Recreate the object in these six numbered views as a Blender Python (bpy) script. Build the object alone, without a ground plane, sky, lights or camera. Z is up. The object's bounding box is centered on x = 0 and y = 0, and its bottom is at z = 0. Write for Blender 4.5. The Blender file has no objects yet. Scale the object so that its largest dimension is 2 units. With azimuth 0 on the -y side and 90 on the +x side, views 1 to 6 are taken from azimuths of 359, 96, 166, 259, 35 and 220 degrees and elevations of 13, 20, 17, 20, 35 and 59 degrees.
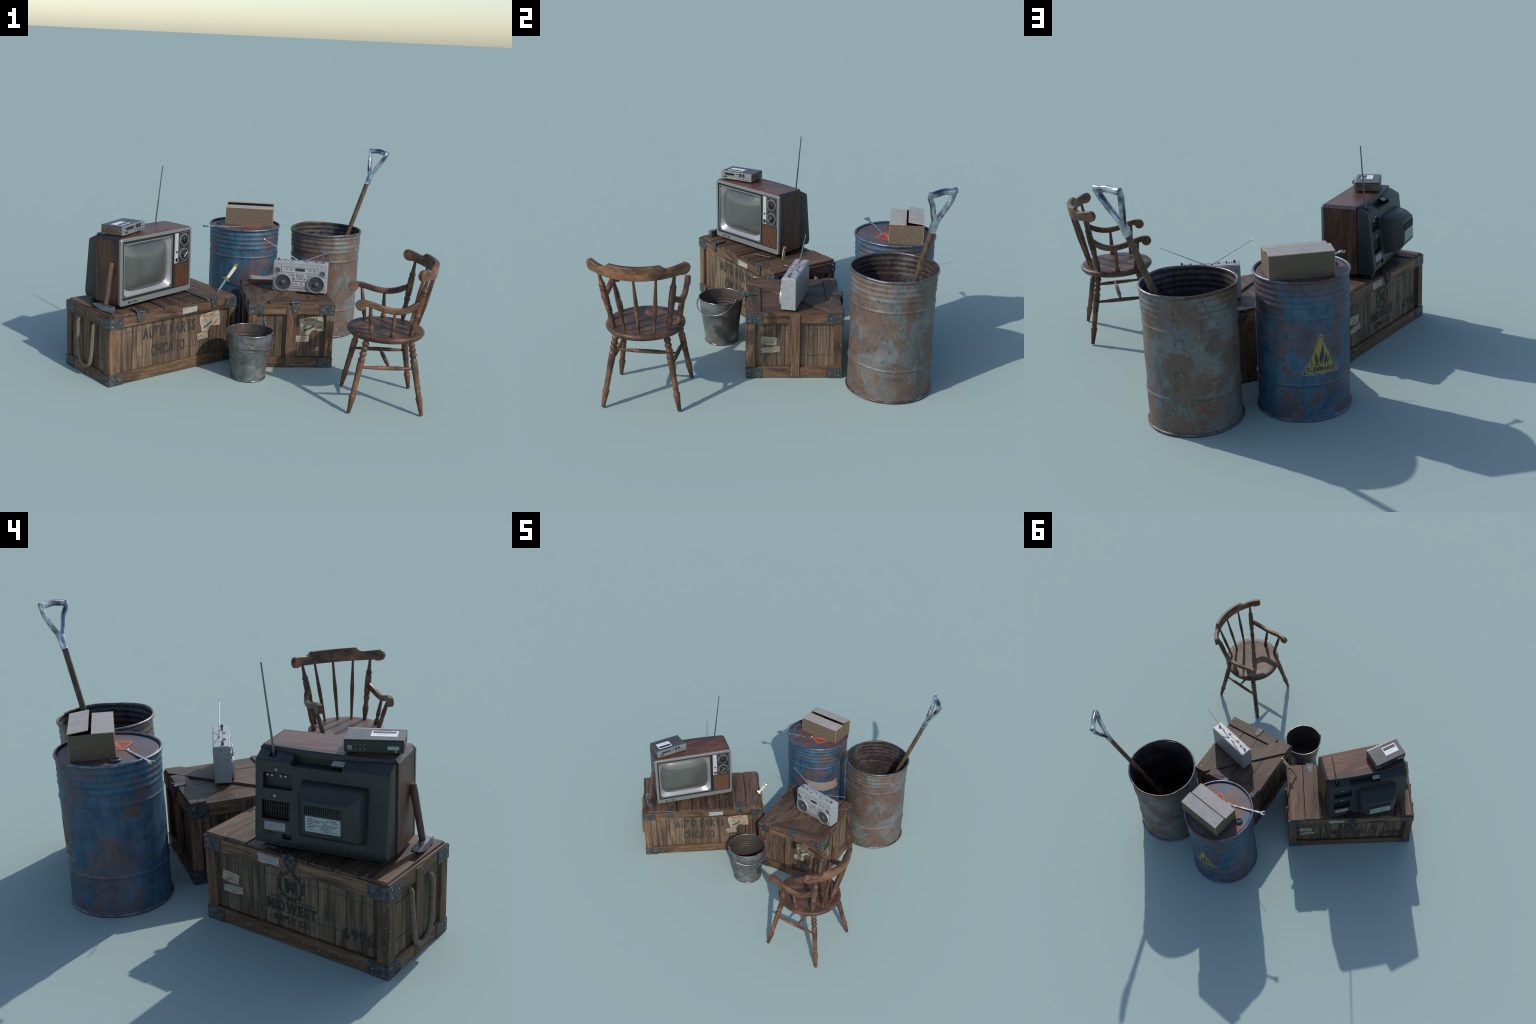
import bpy, bmesh, math, random
from mathutils import Vector, Matrix, noise

rng = random.Random(7)
PI = math.pi

# ------------------------------------------------------------------ geometry
# a "geo" is a pair (verts, faces); all parts are built in their thing's frame

def join(*geos):
    V, F = [], []
    for v, f in geos:
        o = len(V)
        V += [tuple(p) for p in v]
        F += [tuple(i + o for i in q) for q in f]
    return V, F

def xf(geo, m):
    return [tuple(m @ Vector(p)) for p in geo[0]], geo[1]

def move(geo, x, y, z):
    return [(p[0] + x, p[1] + y, p[2] + z) for p in geo[0]], geo[1]

def rotz(a):
    return Matrix.Rotation(a, 4, 'Z')

def box(x0, x1, y0, y1, z0, z1, b=0.002, jit=0.0):
    """chamfered box between two corners, corners jittered for hand-made wood"""
    lo, hi = (x0, y0, z0), (x1, y1, z1)
    c = [(x0 + x1) / 2, (y0 + y1) / 2, (z0 + z1) / 2]
    b = min(b, 0.45 * min(x1 - x0, y1 - y0, z1 - z0))
    V, ix = [], {}
    for i in (0, 1):
        for j in (0, 1):
            for k in (0, 1):
                d = [rng.uniform(-jit, jit) for _ in range(3)]
                s = (i, j, k)
                for a in range(3):
                    p = []
                    for q in range(3):
                        e = hi[q] if s[q] else lo[q]
                        if q != a:
                            e += -b if s[q] else b
                        p.append(e + d[q])
                    ix[(i, j, k, a)] = len(V)
                    V.append(tuple(p))
    F = []
    def add(ids):
        n = (Vector(V[ids[1]]) - Vector(V[ids[0]])).cross(Vector(V[ids[2]]) - Vector(V[ids[0]]))
        m = sum((Vector(V[i]) for i in ids), Vector()) / len(ids) - Vector(c)
        F.append(tuple(ids) if n.dot(m) > 0 else tuple(reversed(ids)))
    for a in range(3):
        o = [q for q in range(3) if q != a]
        for s in (0, 1):
            ids = []
            for (u, v) in ((0, 0), (1, 0), (1, 1), (0, 1)):
                k = [0, 0, 0]; k[a] = s; k[o[0]] = u; k[o[1]] = v
                ids.append(ix[(*k, a)])
            add(ids)
        for u in (0, 1):
            for v in (0, 1):
                k0 = [0, 0, 0]; k0[o[0]] = u; k0[o[1]] = v
                k1 = list(k0); k1[a] = 1
                add([ix[(*k0, o[0])], ix[(*k1, o[0])], ix[(*k1, o[1])], ix[(*k0, o[1])]])
    for i in (0, 1):
        for j in (0, 1):
            for k in (0, 1):
                add([ix[(i, j, k, 0)], ix[(i, j, k, 1)], ix[(i, j, k, 2)]])
    return V, F

def lathe(prof, n=32, cap=True):
    """profile of (radius, height) turned about z"""
    V, F = [], []
    for r, z in prof:
        for i in range(n):
            a = 2 * PI * i / n
            V.append((r * math.cos(a), r * math.sin(a), z))
    for k in range(len(prof) - 1):
        for i in range(n):
            j = (i + 1) % n
            F.append((k * n + i, k * n + j, (k + 1) * n + j, (k + 1) * n + i))
    if cap:
        F.append(tuple(reversed(range(n))))
        F.append(tuple(range((len(prof) - 1) * n, len(prof) * n)))
    return V, F

def align(a, b):
    """matrix taking the z axis from 0..1 onto the segment a..b (unit length kept)"""
    a, b = Vector(a), Vector(b)
    q = (b - a).normalized().to_track_quat('Z', 'Y')
    return Matrix.Translation(a) @ q.to_matrix().to_4x4()

def turned(a, b, prof, n=20):
    """turned piece from a to b; profile of (t along 0..1, radius), smoothed"""
    L = (Vector(b) - Vector(a)).length
    return xf(lathe([(r, t * L) for t, r in prof], n), align(a, b))

def catmull(pts, per=8):
    P = [Vector(p) for p in pts]
    P = [P[0] * 2 - P[1]] + P + [P[-1] * 2 - P[-2]]
    out = []
    for i in range(1, len(P) - 2):
        a, b, c, d = P[i - 1], P[i], P[i + 1], P[i + 2]
        for k in range(per):
            t = k / per
            out.append(0.5 * ((2 * b) + (c - a) * t + (2 * a - 5 * b + 4 * c - d) * t * t + (3 * b - a - 3 * c + d) * t ** 3))
    out.append(P[-2])
    return out

def frames(path, up=None):
    T = []
    n = len(path)
    for i in range(n):
        T.append((path[min(i + 1, n - 1)] - path[max(i - 1, 0)]).normalized())
    if up is None:
        up = Vector((0, 0, 1)) if abs(T[0].z) < 0.9 else Vector((1, 0, 0))
        u = T[0].cross(up).normalized()
        out = []
        for t in T:
            u = (u - t * u.dot(t)).normalized()
            out.append((u, t.cross(u)))
        return out
    out = []
    for t in T:
        s = t.cross(Vector(up)).normalized()
        out.append((s, s.cross(t)))
    return out

def sweep(path, section, up=None, cap=True):
    """section(i, t) -> list of 2D points (same count), swept along the path"""
    path = [Vector(p) for p in path]
    fr = frames(path, up)
    V, F = [], []
    n = None
    for i, p in enumerate(path):
        s = section(i, i / (len(path) - 1))
        n = len(s)
        u, w = fr[i]
        for a, b in s:
            V.append(tuple(p + u * a + w * b))
    m = len(path)
    for k in range(m - 1):
        for i in range(n):
            j = (i + 1) % n
            F.append((k * n + i, k * n + j, (k + 1) * n + j, (k + 1) * n + i))
    if cap:
        F.append(tuple(reversed(range(n))))
        F.append(tuple(range((m - 1) * n, m * n)))
    return V, F

def ring2(r, n=10, ry=None):
    ry = r if ry is None else ry
    return [(r * math.cos(2 * PI * i / n), ry * math.sin(2 * PI * i / n)) for i in range(n)]

def tube(path, r, n=10):
    return sweep(path, lambda i, t: ring2(r(t) if callable(r) else r, n))

def rrect(w, h, c):
    """rounded-corner rectangle outline (chamfered)"""
    w, h = w / 2, h / 2
    return [(w - c, -h), (w, -h + c), (w, h - c), (w - c, h), (-w + c, h), (-w, h - c), (-w, -h + c), (-w + c, -h)]

def prism(poly, d0, d1, b=0.0):
    """polygon in xy raised from z=d0 to z=d1, upper edge chamfered by b"""
    n = len(poly)
    lv = [(poly, d0)]
    if b:
        c = Vector((sum(p[0] for p in poly) / n, sum(p[1] for p in poly) / n))
        ins = []
        for i in range(n):
            p0, p1, p2 = Vector(poly[i - 1]), Vector(poly[i]), Vector(poly[(i + 1) % n])
            e0, e1 = (p1 - p0).normalized(), (p2 - p1).normalized()
            nn = Vector((-(e0.y + e1.y), e0.x + e1.x))
            if nn.length < 1e-6:
                nn = Vector((-e0.y, e0.x))
            nn.normalize()
            area = sum(poly[k][0] * poly[(k + 1) % n][1] - poly[(k + 1) % n][0] * poly[k][1] for k in range(n))
            ins.append(tuple(p1 + nn * b * (1 if area > 0 else -1)))
        lv += [(poly, d1 - b), (ins, d1)]
    else:
        lv += [(poly, d1)]
    V, F = [], []
    for pl, z in lv:
        V += [(p[0], p[1], z) for p in pl]
    for k in range(len(lv) - 1):
        for i in range(n):
            j = (i + 1) % n
            F.append((k * n + i, k * n + j, (k + 1) * n + j, (k + 1) * n + i))
    F.append(tuple(reversed(range(n))))
    F.append(tuple(range((len(lv) - 1) * n, len(lv) * n)))
    return V, F

def frame_matrix(o, ux, uy):
    """columns: x axis, y axis, their cross product; origin o"""
    ux, uy = Vector(ux).normalized(), Vector(uy).normalized()
    uz = ux.cross(uy)
    m = Matrix((ux, uy, uz)).transposed().to_4x4()
    m.translation = Vector(o)
    return m

FRONT = lambda x, y, z: frame_matrix((x, y, z), (1, 0, 0), (0, 0, 1))     # faces -y
BACK = lambda x, y, z: frame_matrix((x, y, z), (-1, 0, 0), (0, 0, 1))     # faces +y
RIGHT = lambda x, y, z: frame_matrix((x, y, z), (0, 1, 0), (0, 0, 1))     # faces +x
LEFT = lambda x, y, z: frame_matrix((x, y, z), (0, -1, 0), (0, 0, 1))     # faces -x
TOP = lambda x, y, z: Matrix.Translation((x, y, z))

def dome(r, h, n=8):
    return lathe([(r, 0), (r * 0.95, h * 0.5), (r * 0.6, h * 0.9), (r * 0.15, h)], n)

def quadring(o, i, d0, d1):
    """flat frame between outer and inner outlines (same count), from depth d0 to d1 (outer->inner)"""
    n = len(o)
    V = [(p[0], p[1], d0) for p in o] + [(p[0], p[1], d1) for p in i]
    F = [(k, (k + 1) % n, n + (k + 1) % n, n + k) for k in range(n)]
    return V, F

# ------------------------------------------------------------------ text

def letters(body, height, width=None, bold=0.0, stencil=0.0, align_x='CENTER'):
    """lettering of the built-in font, scaled to height/width; stencil = bridge gap"""
    geos, x = [], 0.0
    total = []
    for ch in body:
        if ch == ' ':
            x += 0.35
            continue
        cu = bpy.data.curves.new('glyph', 'FONT')
        cu.body = ch
        cu.size = 1.0
        cu.resolution_u = 3
        cu.offset = bold
        ob = bpy.data.objects.new('glyph', cu)
        bpy.context.scene.collection.objects.link(ob)
        bpy.context.view_layer.update()
        me = bpy.data.meshes.new_from_object(ob.evaluated_get(bpy.context.evaluated_depsgraph_get()))
        bpy.data.objects.remove(ob)
        bpy.data.curves.remove(cu)
        vs = [v.co.copy() for v in me.vertices]
        if not vs:
            continue
        x0, x1 = min(v.x for v in vs), max(v.x for v in vs)
        parts = []
        if stencil and ch not in 'ILTVYM1.-CN':
            xc = (x0 + x1) / 2
            for sgn in (-1, 1):
                bm = bmesh.new(); bm.from_mesh(me)
                bmesh.ops.bisect_plane(bm, geom=bm.verts[:] + bm.edges[:] + bm.faces[:], plane_co=(xc + sgn * stencil / 2, 0, 0),
                                       plane_no=(-sgn, 0, 0), clear_outer=True)
                bm.verts.ensure_lookup_table()
                parts.append(([tuple(v.co) for v in bm.verts], [tuple(v.index for v in f.verts) for f in bm.faces]))
                bm.free()
        else:
            parts.append(([tuple(v) for v in vs], [tuple(p.vertices) for p in me.polygons]))
        bpy.data.meshes.remove(me)
        for p in parts:
            total.append(move(p, x - x0, 0, 0))
        x += (x1 - x0) + 0.10
    g = join(*total)
    xs = [p[0] for p in g[0]]; ys = [p[1] for p in g[0]]
    w, h = max(xs) - min(xs), max(ys) - min(ys)
    sy = height / h
    sx = sy if width is None else width / w
    ox = {'CENTER': (max(xs) + min(xs)) / 2, 'LEFT': min(xs)}[align_x]
    oy = min(ys)
    return [((p[0] - ox) * sx, (p[1] - oy) * sy, 0.0) for p in g[0]], g[1]

# ------------------------------------------------------------------ objects

def put(name, geo, mat, parent=None, smooth=None, kind=None, bevel=0.0, mods=None):
    me = bpy.data.meshes.new(name)
    me.from_pydata([tuple(v) for v in geo[0]], [], geo[1])
    if bevel:
        bm = bmesh.new(); bm.from_mesh(me)
        bmesh.ops.recalc_face_normals(bm, faces=bm.faces[:])
        es = [e for e in bm.edges if len(e.link_faces) == 2 and e.calc_face_angle(0) > math.radians(20)]
        bmesh.ops.bevel(bm, geom=es, offset=bevel, segments=2, profile=0.5, affect='EDGES', clamp_overlap=True)
        bm.to_mesh(me); bm.free()
    me.update()
    if smooth is not None:
        me.shade_smooth()
        me.set_sharp_from_angle(angle=math.radians(smooth))
    ob = bpy.data.objects.new(name, me)
    bpy.context.scene.collection.objects.link(ob)
    for m in (mat if isinstance(mat, (list, tuple)) else [mat]):
        me.materials.append(m)
    if parent is not None:
        ob.parent = parent
    if kind:
        ob["kind"] = kind
    return ob

def thing(name, loc, rz, label, category):
    e = bpy.data.objects.new(name, None)
    e.empty_display_size = 0.05
    bpy.context.scene.collection.objects.link(e)
    e.location = loc
    e.rotation_euler = (0, 0, rz)
    e["label"] = label
    e["category"] = category
    return e

def cut(ob, cutters):
    """boolean-subtract boxes (geo list) from ob, applied"""
    geo = join(*cutters)
    me = bpy.data.meshes.new('cutter'); me.from_pydata(geo[0], [], geo[1]); me.update()
    c = bpy.data.objects.new('cutter', me)
    bpy.context.scene.collection.objects.link(c)
    c.parent = ob.parent
    md = ob.modifiers.new('cut', 'BOOLEAN'); md.object = c; md.operation = 'DIFFERENCE'; md.solver = 'EXACT'
    bpy.context.view_layer.update()
    new = bpy.data.meshes.new_from_object(ob.evaluated_get(bpy.context.evaluated_depsgraph_get()))
    ob.modifiers.clear()
    old = ob.data
    new.name = old.name + '_cut'
    ob.data = new
    bpy.data.meshes.remove(old)
    bpy.data.objects.remove(c); bpy.data.meshes.remove(me)

# ------------------------------------------------------------------ materials

class Nodes:
    def __init__(self, name):
        self.m = bpy.data.materials.new(name)
        self.m.use_nodes = True
        self.t = self.m.node_tree
        self.b = self.t.nodes['Principled BSDF']
        self.tc = self.t.nodes.new('ShaderNodeTexCoord')
        self.obj = self.tc.outputs['Object']
    def n(self, kind, **kw):
        nd = self.t.nodes.new('ShaderNode' + kind)
        for k, v in kw.items():
            setattr(nd, k, v)
        return nd
    def link(self, a, b):
        if isinstance(a, (int, float)):
            b.default_value = a
        elif isinstance(a, (tuple, list)):
            b.default_value = tuple(a) + ((1,) if len(a) == 3 and len(b.default_value) == 4 else ())
        else:
            self.t.links.new(a, b)
    def mapping(self, vec=None, scale=(1, 1, 1), loc=(0, 0, 0), rot=(0, 0, 0)):
        nd = self.n('Mapping')
        self.link(vec or self.obj, nd.inputs[0])
        nd.inputs['Scale'].default_value = scale
        nd.inputs['Rotation'].default_value = rot
        self.link(loc, nd.inputs['Location'])
        return nd.outputs[0]
    def noise(self, scale, detail=4, rough=0.55, vec=None, dist=0.0):
        nd = self.n('TexNoise')
        self.link(vec or self.obj, nd.inputs['Vector'])
        nd.inputs['Scale'].default_value = scale
        nd.inputs['Detail'].default_value = detail
        nd.inputs['Roughness'].default_value = rough
        nd.inputs['Distortion'].default_value = dist
        return nd.outputs[0]
    def math(self, op, a, b=0.0, clamp=False):
        nd = self.n('Math', operation=op, use_clamp=clamp)
        self.link(a, nd.inputs[0]); self.link(b, nd.inputs[1])
        return nd.outputs[0]
    def step(self, v, lo, hi):
        nd = self.n('MapRange', interpolation_type='SMOOTHSTEP')
        self.link(v, nd.inputs[0])
        self.link(lo, nd.inputs[1]); self.link(hi, nd.inputs[2])
        return nd.outputs[0]
    def ramp(self, f, stops):
        nd = self.n('ValToRGB')
        self.link(f, nd.inputs[0])
        e = nd.color_ramp.elements
        while len(e) < len(stops):
            e.new(0.5)
        for q, (p, c) in zip(e, stops):
            q.position = p
            q.color = (*c, 1)
        return nd.outputs[0]
    def mix(self, f, a, b, mode='MIX'):
        nd = self.n('Mix', data_type='RGBA', blend_type=mode)
        self.link(f, nd.inputs[0]); self.link(a, nd.inputs[6]); self.link(b, nd.inputs[7])
        return nd.outputs[2]
    def sep(self, v=None):
        nd = self.n('SeparateXYZ')
        self.link(v or self.obj, nd.inputs[0])
        return nd.outputs
    def bump(self, h, strength=0.3, dist=0.002):
        nd = self.n('Bump')
        nd.inputs['Strength'].default_value = strength
        nd.inputs['Distance'].default_value = dist
        self.link(h, nd.inputs['Height'])
        self.link(nd.outputs[0], self.b.inputs['Normal'])
    def random(self):
        return self.n('ObjectInfo').outputs['Random']
    def done(self, color, rough=0.6, metal=0.0, spec=None, coat=None):
        self.link(color, self.b.inputs['Base Color'])
        self.link(rough, self.b.inputs['Roughness'])
        self.link(metal, self.b.inputs['Metallic'])
        if spec is not None:
            self.b.inputs['Specular IOR Level'].default_value = spec
        if coat:
            self.b.inputs['Coat Weight'].default_value = coat
            self.b.inputs['Coat Roughness'].default_value = 0.15
        return self.m

def plain(name, col, rough=0.6, metal=0.0, vary=0.15, scale=30, spec=None):
    k = Nodes(name)
    f = k.noise(scale, 4, 0.6)
    lo = tuple(c * (1 - vary) for c in col); hi = tuple(min(1, c * (1 + vary)) for c in col)
    k.bump(f, 0.08, 0.001)
    return k.done(k.ramp(f, [(0.3, lo), (0.7, hi)]), rough, metal, spec)

def wood(name, axis, dark, mid, light, across=38, along=2.2, rough=0.62, vary=0.25, stain=None, spec=0.35, bump=0.25, crack=0.6, stain_scale=7.0):
    """grain runs along the given axis of the object's coordinates; every piece is shifted by its random number"""
    k = Nodes(name)
    sc = [across] * 3
    sc['XYZ'.index(axis)] = along
    rnd = k.random()
    off = k.n('CombineXYZ')
    for i in range(3):
        k.link(k.math('MULTIPLY', rnd, 17.0 + 5 * i), off.inputs[i])
    v = k.mapping(scale=tuple(sc), loc=off.outputs[0])
    sc2 = [across * 0.28] * 3
    sc2['XYZ'.index(axis)] = along * 0.8
    v2 = k.mapping(scale=tuple(sc2), loc=off.outputs[0])
    fine = k.noise(1.0, 5, 0.65, v, 0.6)
    broad = k.noise(1.0, 3, 0.5, v2, 1.2)
    blot = k.noise(stain_scale, 5, 0.65, k.mapping(loc=off.outputs[0]))
    pore = k.noise(2.3, 3, 0.6, v)
    f = k.math('ADD', k.math('MULTIPLY', fine, 0.55), k.math('MULTIPLY', broad, 0.45))
    col = k.ramp(f, [(0.37, dark), (0.5, mid), (0.63, light)])
    col = k.mix(k.math('MULTIPLY', k.step(pore, 0.56, 0.68), crack), col, tuple(c * 0.7 for c in dark))
    col = k.mix(k.math('MULTIPLY', k.step(broad, 0.56, 0.72), crack), col, tuple(c * 0.8 for c in dark))
    if stain:
        col = k.mix(k.math('MULTIPLY', k.step(blot, 0.46, 0.62), 0.8), col, stain)
    val = k.math('ADD', k.math('MULTIPLY', rnd, 2 * vary), 1 - vary)
    mul = k.n('Mix', data_type='RGBA', blend_type='MULTIPLY')
    mul.inputs[0].default_value = 1.0
    cc = k.n('CombineColor')
    for i in range(3):
        k.link(val, cc.inputs[i])
    k.link(col, mul.inputs[6]); k.link(cc.outputs[0], mul.inputs[7])
    k.bump(fine, bump, 0.002)
    return k.done(mul.outputs[2], k.math('ADD', k.math('MULTIPLY', fine, 0.25), rough - 0.12), 0.0, spec)

# ------------------------------------------------------------------ palette
CW = dict(dark=(0.040, 0.027, 0.018), mid=(0.112, 0.076, 0.049), light=(0.205, 0.143, 0.095), across=62, along=3.2, crack=0.38)
WOOD = {a: wood('crate_board_' + a.lower(), a, **CW) for a in 'XYZ'}
CR = dict(dark=(0.038, 0.021, 0.012), mid=(0.120, 0.067, 0.037), light=(0.200, 0.119, 0.068), along=5, crack=0.5)
RAIL = {a: wood('crate_rail_' + a.lower(), a, across=55, **CR) for a in 'XYZ'}
LW = dict(dark=(0.030, 0.018, 0.011), mid=(0.092, 0.053, 0.033), light=(0.160, 0.098, 0.063))
LIDW = {a: wood('lid_board_' + a.lower(), a, across=45, along=3, **LW) for a in 'XYZ'}
LW2 = dict(dark=(0.038, 0.023, 0.015), mid=(0.086, 0.052, 0.034), light=(0.132, 0.084, 0.056))
LIDS = {a: wood('lid_smooth_board_' + a.lower(), a, across=34, along=3, vary=0.12, rough=0.55, bump=0.12, crack=0.3, **LW2) for a in 'XYZ'}

def worn_metal(name, a, b, c, rough=0.5, metal=0.6, scale=60, spots=None):
    k = Nodes(name)
    f = k.noise(scale, 6, 0.7)
    g = k.noise(scale * 0.18, 4, 0.6)
    col = k.ramp(f, [(0.32, a), (0.52, b), (0.72, c)])
    if spots:
        col = k.mix(k.step(g, 0.52, 0.62), col, spots)
    k.bump(f, 0.2, 0.001)
    return k.done(col, k.math('ADD', k.math('MULTIPLY', f, 0.3), rough - 0.15), metal)

IRON = worn_metal('bracket_iron', (0.035, 0.037, 0.037), (0.075, 0.079, 0.079), (0.15, 0.155, 0.155), 0.5, 0.55)
RIVET = worn_metal('rivet_steel', (0.13, 0.14, 0.15), (0.22, 0.235, 0.25), (0.35, 0.37, 0.38), 0.4, 0.6)
WIRE = plain('binding_wire', (0.11, 0.115, 0.125), 0.45, 0.6)

def rope_mat():
    k = Nodes('hemp_rope')
    f = k.noise(160, 4, 0.6)
    k.bump(f, 0.4, 0.001)
    return k.done(k.ramp(f, [(0.3, (0.10, 0.075, 0.05)), (0.7, (0.24, 0.185, 0.13))]), 0.85)
ROPE = rope_mat()

def ink(name, col, under, amount=0.5, scale=45):
    """stencil paint, worn through to the wood under it"""
    k = Nodes(name)
    v = k.mapping(scale=(1, 1, 0.25))
    f = k.noise(scale, 5, 0.7, v)
    w = k.step(f, amount - 0.07 + 0.12, amount + 0.07 + 0.12)
    return k.done(k.mix(k.math('MULTIPLY', w, 0.75), col, under), 0.7)
INK = ink('stencil_ink', (0.022, 0.020, 0.019), (0.12, 0.08, 0.052), 0.47)
INK_BACK = ink('faded_stencil_ink', (0.020, 0.018, 0.017), (0.10, 0.07, 0.045), 0.56)
RED_INK = ink('red_print', (0.20, 0.045, 0.03), (0.33, 0.28, 0.20), 0.56, 90)
GREY_INK = ink('grey_print', (0.07, 0.065, 0.055), (0.30, 0.26, 0.19), 0.54, 90)
BLUE_INK = ink('blue_print', (0.035, 0.055, 0.07), (0.06, 0.08, 0.09), 0.6, 60)

def paper_mat(name, a, b, dirt):
    k = Nodes(name)
    f = k.noise(40, 6, 0.7); g = k.noise(14, 4, 0.6)
    col = k.ramp(f, [(0.3, a), (0.7, b)])
    col = k.mix(k.math('MULTIPLY', k.step(g, 0.5, 0.66), 0.8), col, dirt)
    return k.done(col, 0.8)
PAPER = paper_mat('aged_paper', (0.25, 0.21, 0.15), (0.40, 0.345, 0.25), (0.16, 0.125, 0.08))
TAPE = paper_mat('pale_tape', (0.24, 0.24, 0.22), (0.33, 0.33, 0.305), (0.18, 0.17, 0.15))

# ------------------------------------------------------------------ crates

def rope_handle(par, m, span, top, low, out):
    """rope loop of three twisted strands; m maps (across, up, outward) to the crate"""
    h = span / 2
    raw = [(-h, top + 0.004, -0.025), (-h, top, 0.004), (-h - 0.004, top - 0.03, out * 0.75), (-h + 0.004, top - 0.13, out),
           (-h * 0.72, low + 0.035, out * 1.05), (-h * 0.25, low + 0.004, out * 1.05), (h * 0.25, low + 0.004, out * 1.05), (h * 0.72, low + 0.035, out * 1.05),
           (h - 0.004, top - 0.13, out), (h + 0.004, top - 0.03, out * 0.75), (h, top, 0.004), (h, top + 0.004, -0.025)]
    path = catmull([m @ Vector(p) for p in raw], 40)
    fr = frames(path)
    lens = [0.0]
    for a, b in zip(path, path[1:]):
        lens.append(lens[-1] + (b - a).length)
    geos = []
    for s in range(3):
        pts = []
        for p, (u, w), d in zip(path, fr, lens):
            a = 2 * PI * (s / 3 + d / 0.022)
            pts.append(p + u * (0.0062 * math.cos(a)) + w * (0.0062 * math.sin(a)))
        geos.append(tube(pts, 0.0056, 8))
    put('rope_handle', join(*geos), ROPE, par, smooth=60)
    rings = [xf(lathe([(0.006, 0), (0.013, 0), (0.013, 0.0025), (0.006, 0.0025)], 16, cap=False), m @ Matrix.Translation((sx * h, top, 0.0))) for sx in (-1, 1)]
    put('rope_eyelet', join(*rings), IRON, par, smooth=40)

def hinge(par, x, y, z, rot, rivets, front=0.058, back=0.078, w=0.052, kind='strap'):
    """strap hinge folded over the lid edge: a plate on the front, one on the lid, a knuckle between"""
    m = Matrix.Translation((x, y, z)) @ rotz(rot)
    fp = [(-w / 2, 0), (w / 2, 0), (w / 2 * 0.62, -front), (-w / 2 * 0.62, -front)]
    fp = [fp[0], fp[3], fp[2], fp[1]]
    a = xf(prism(fp, 0.001, 0.0042, 0.001), m @ FRONT(0, 0, 0))
    tp = [(-w / 2, 0), (w / 2, 0), (w / 2 * 0.45, back * 0.9), (w / 2 * 0.2, back), (-w / 2 * 0.2, back), (-w / 2 * 0.45, back * 0.9)]
    b = xf(prism(tp, 0.0, 0.0038, 0.001), m)
    c = xf(lathe([(0.0055, -w / 2 - 0.002), (0.0055, -w / 6), (0.0045, -w / 6), (0.0045, -w / 6 + 0.002), (0.0055, -w / 6 + 0.002), (0.0055, w / 2 + 0.002)], 12),
           m @ frame_matrix((0, -0.003, 0.001), (0, 1, 0), (0, 0, 1)))
    put('strap_hinge', join(a, b, c), IRON, par, smooth=35)
    for px, pz in ((-w * 0.32, -0.014), (w * 0.32, -0.014), (0, -front * 0.8)):
        rivets.append(xf(dome(0.0036, 0.0028), m @ FRONT(px, -0.0042, pz)))
    for px, py in ((-w * 0.3, 0.014), (w * 0.3, 0.014), (0, back * 0.82)):
        rivets.append(xf(dome(0.0036, 0.0026), m @ TOP(px, py, 0.0038)))

def hasp(par, x, y, z, rot, rivets):
    """toggle latch: wide ears at the top, a shield plate with a round boss, a tongue below"""
    m = Matrix.Translation((x, y, z)) @ rotz(rot)
    F = m @ FRONT(0, 0, 0)
    shield = [(-0.026, -0.016), (0.026, -0.016), (0.026, -0.03), (0.015, -0.05), (0.012, -0.072), (-0.012, -0.072), (-0.015, -0.05), (-0.026, -0.03)]
    g = [xf(prism(list(reversed(shield)), 0.001, 0.004, 0.001), F)]
    g.append(xf(prism([(-0.024, 0), (0.024, 0), (0.016, 0.055), (-0.016, 0.055)], 0.0, 0.0038, 0.001), m))
    for s in (-1, 1):
        g.append(xf(lathe([(0.0065, -0.008), (0.0065, 0.008)], 12), m @ frame_matrix((s * 0.02, -0.005, 0.001), (0, 1, 0), (0, 0, 1))))
        wire = catmull([(s * 0.022, -0.002, 0.006), (s * 0.026, -0.02, 0.007), (s * 0.024, -0.034, 0.007), (s * 0.012, -0.05, 0.007), (s * 0.009, -0.066, 0.006)], 6)
        g.append(xf(tube(wire, 0.0024, 8), F))
    g.append(xf(lathe([(0.014, 0.004), (0.014, 0.007), (0.011, 0.0095), (0.008, 0.0095), (0.008, 0.0075), (0.001, 0.0075)], 20), F @ Matrix.Translation((0, -0.036, 0))))
    g.append(xf(prism([(-0.010, -0.078), (0.010, -0.078), (0.009, -0.060), (-0.009, -0.060)], 0.003, 0.006, 0.001), F))
    put('toggle_latch', join(*g), IRON, par, smooth=35)
    for px, pz in ((-0.019, -0.02), (0.019, -0.02)):
        rivets.append(xf(dome(0.003, 0.0024), F @ Matrix.Translation((px, pz, 0.004))))

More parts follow.
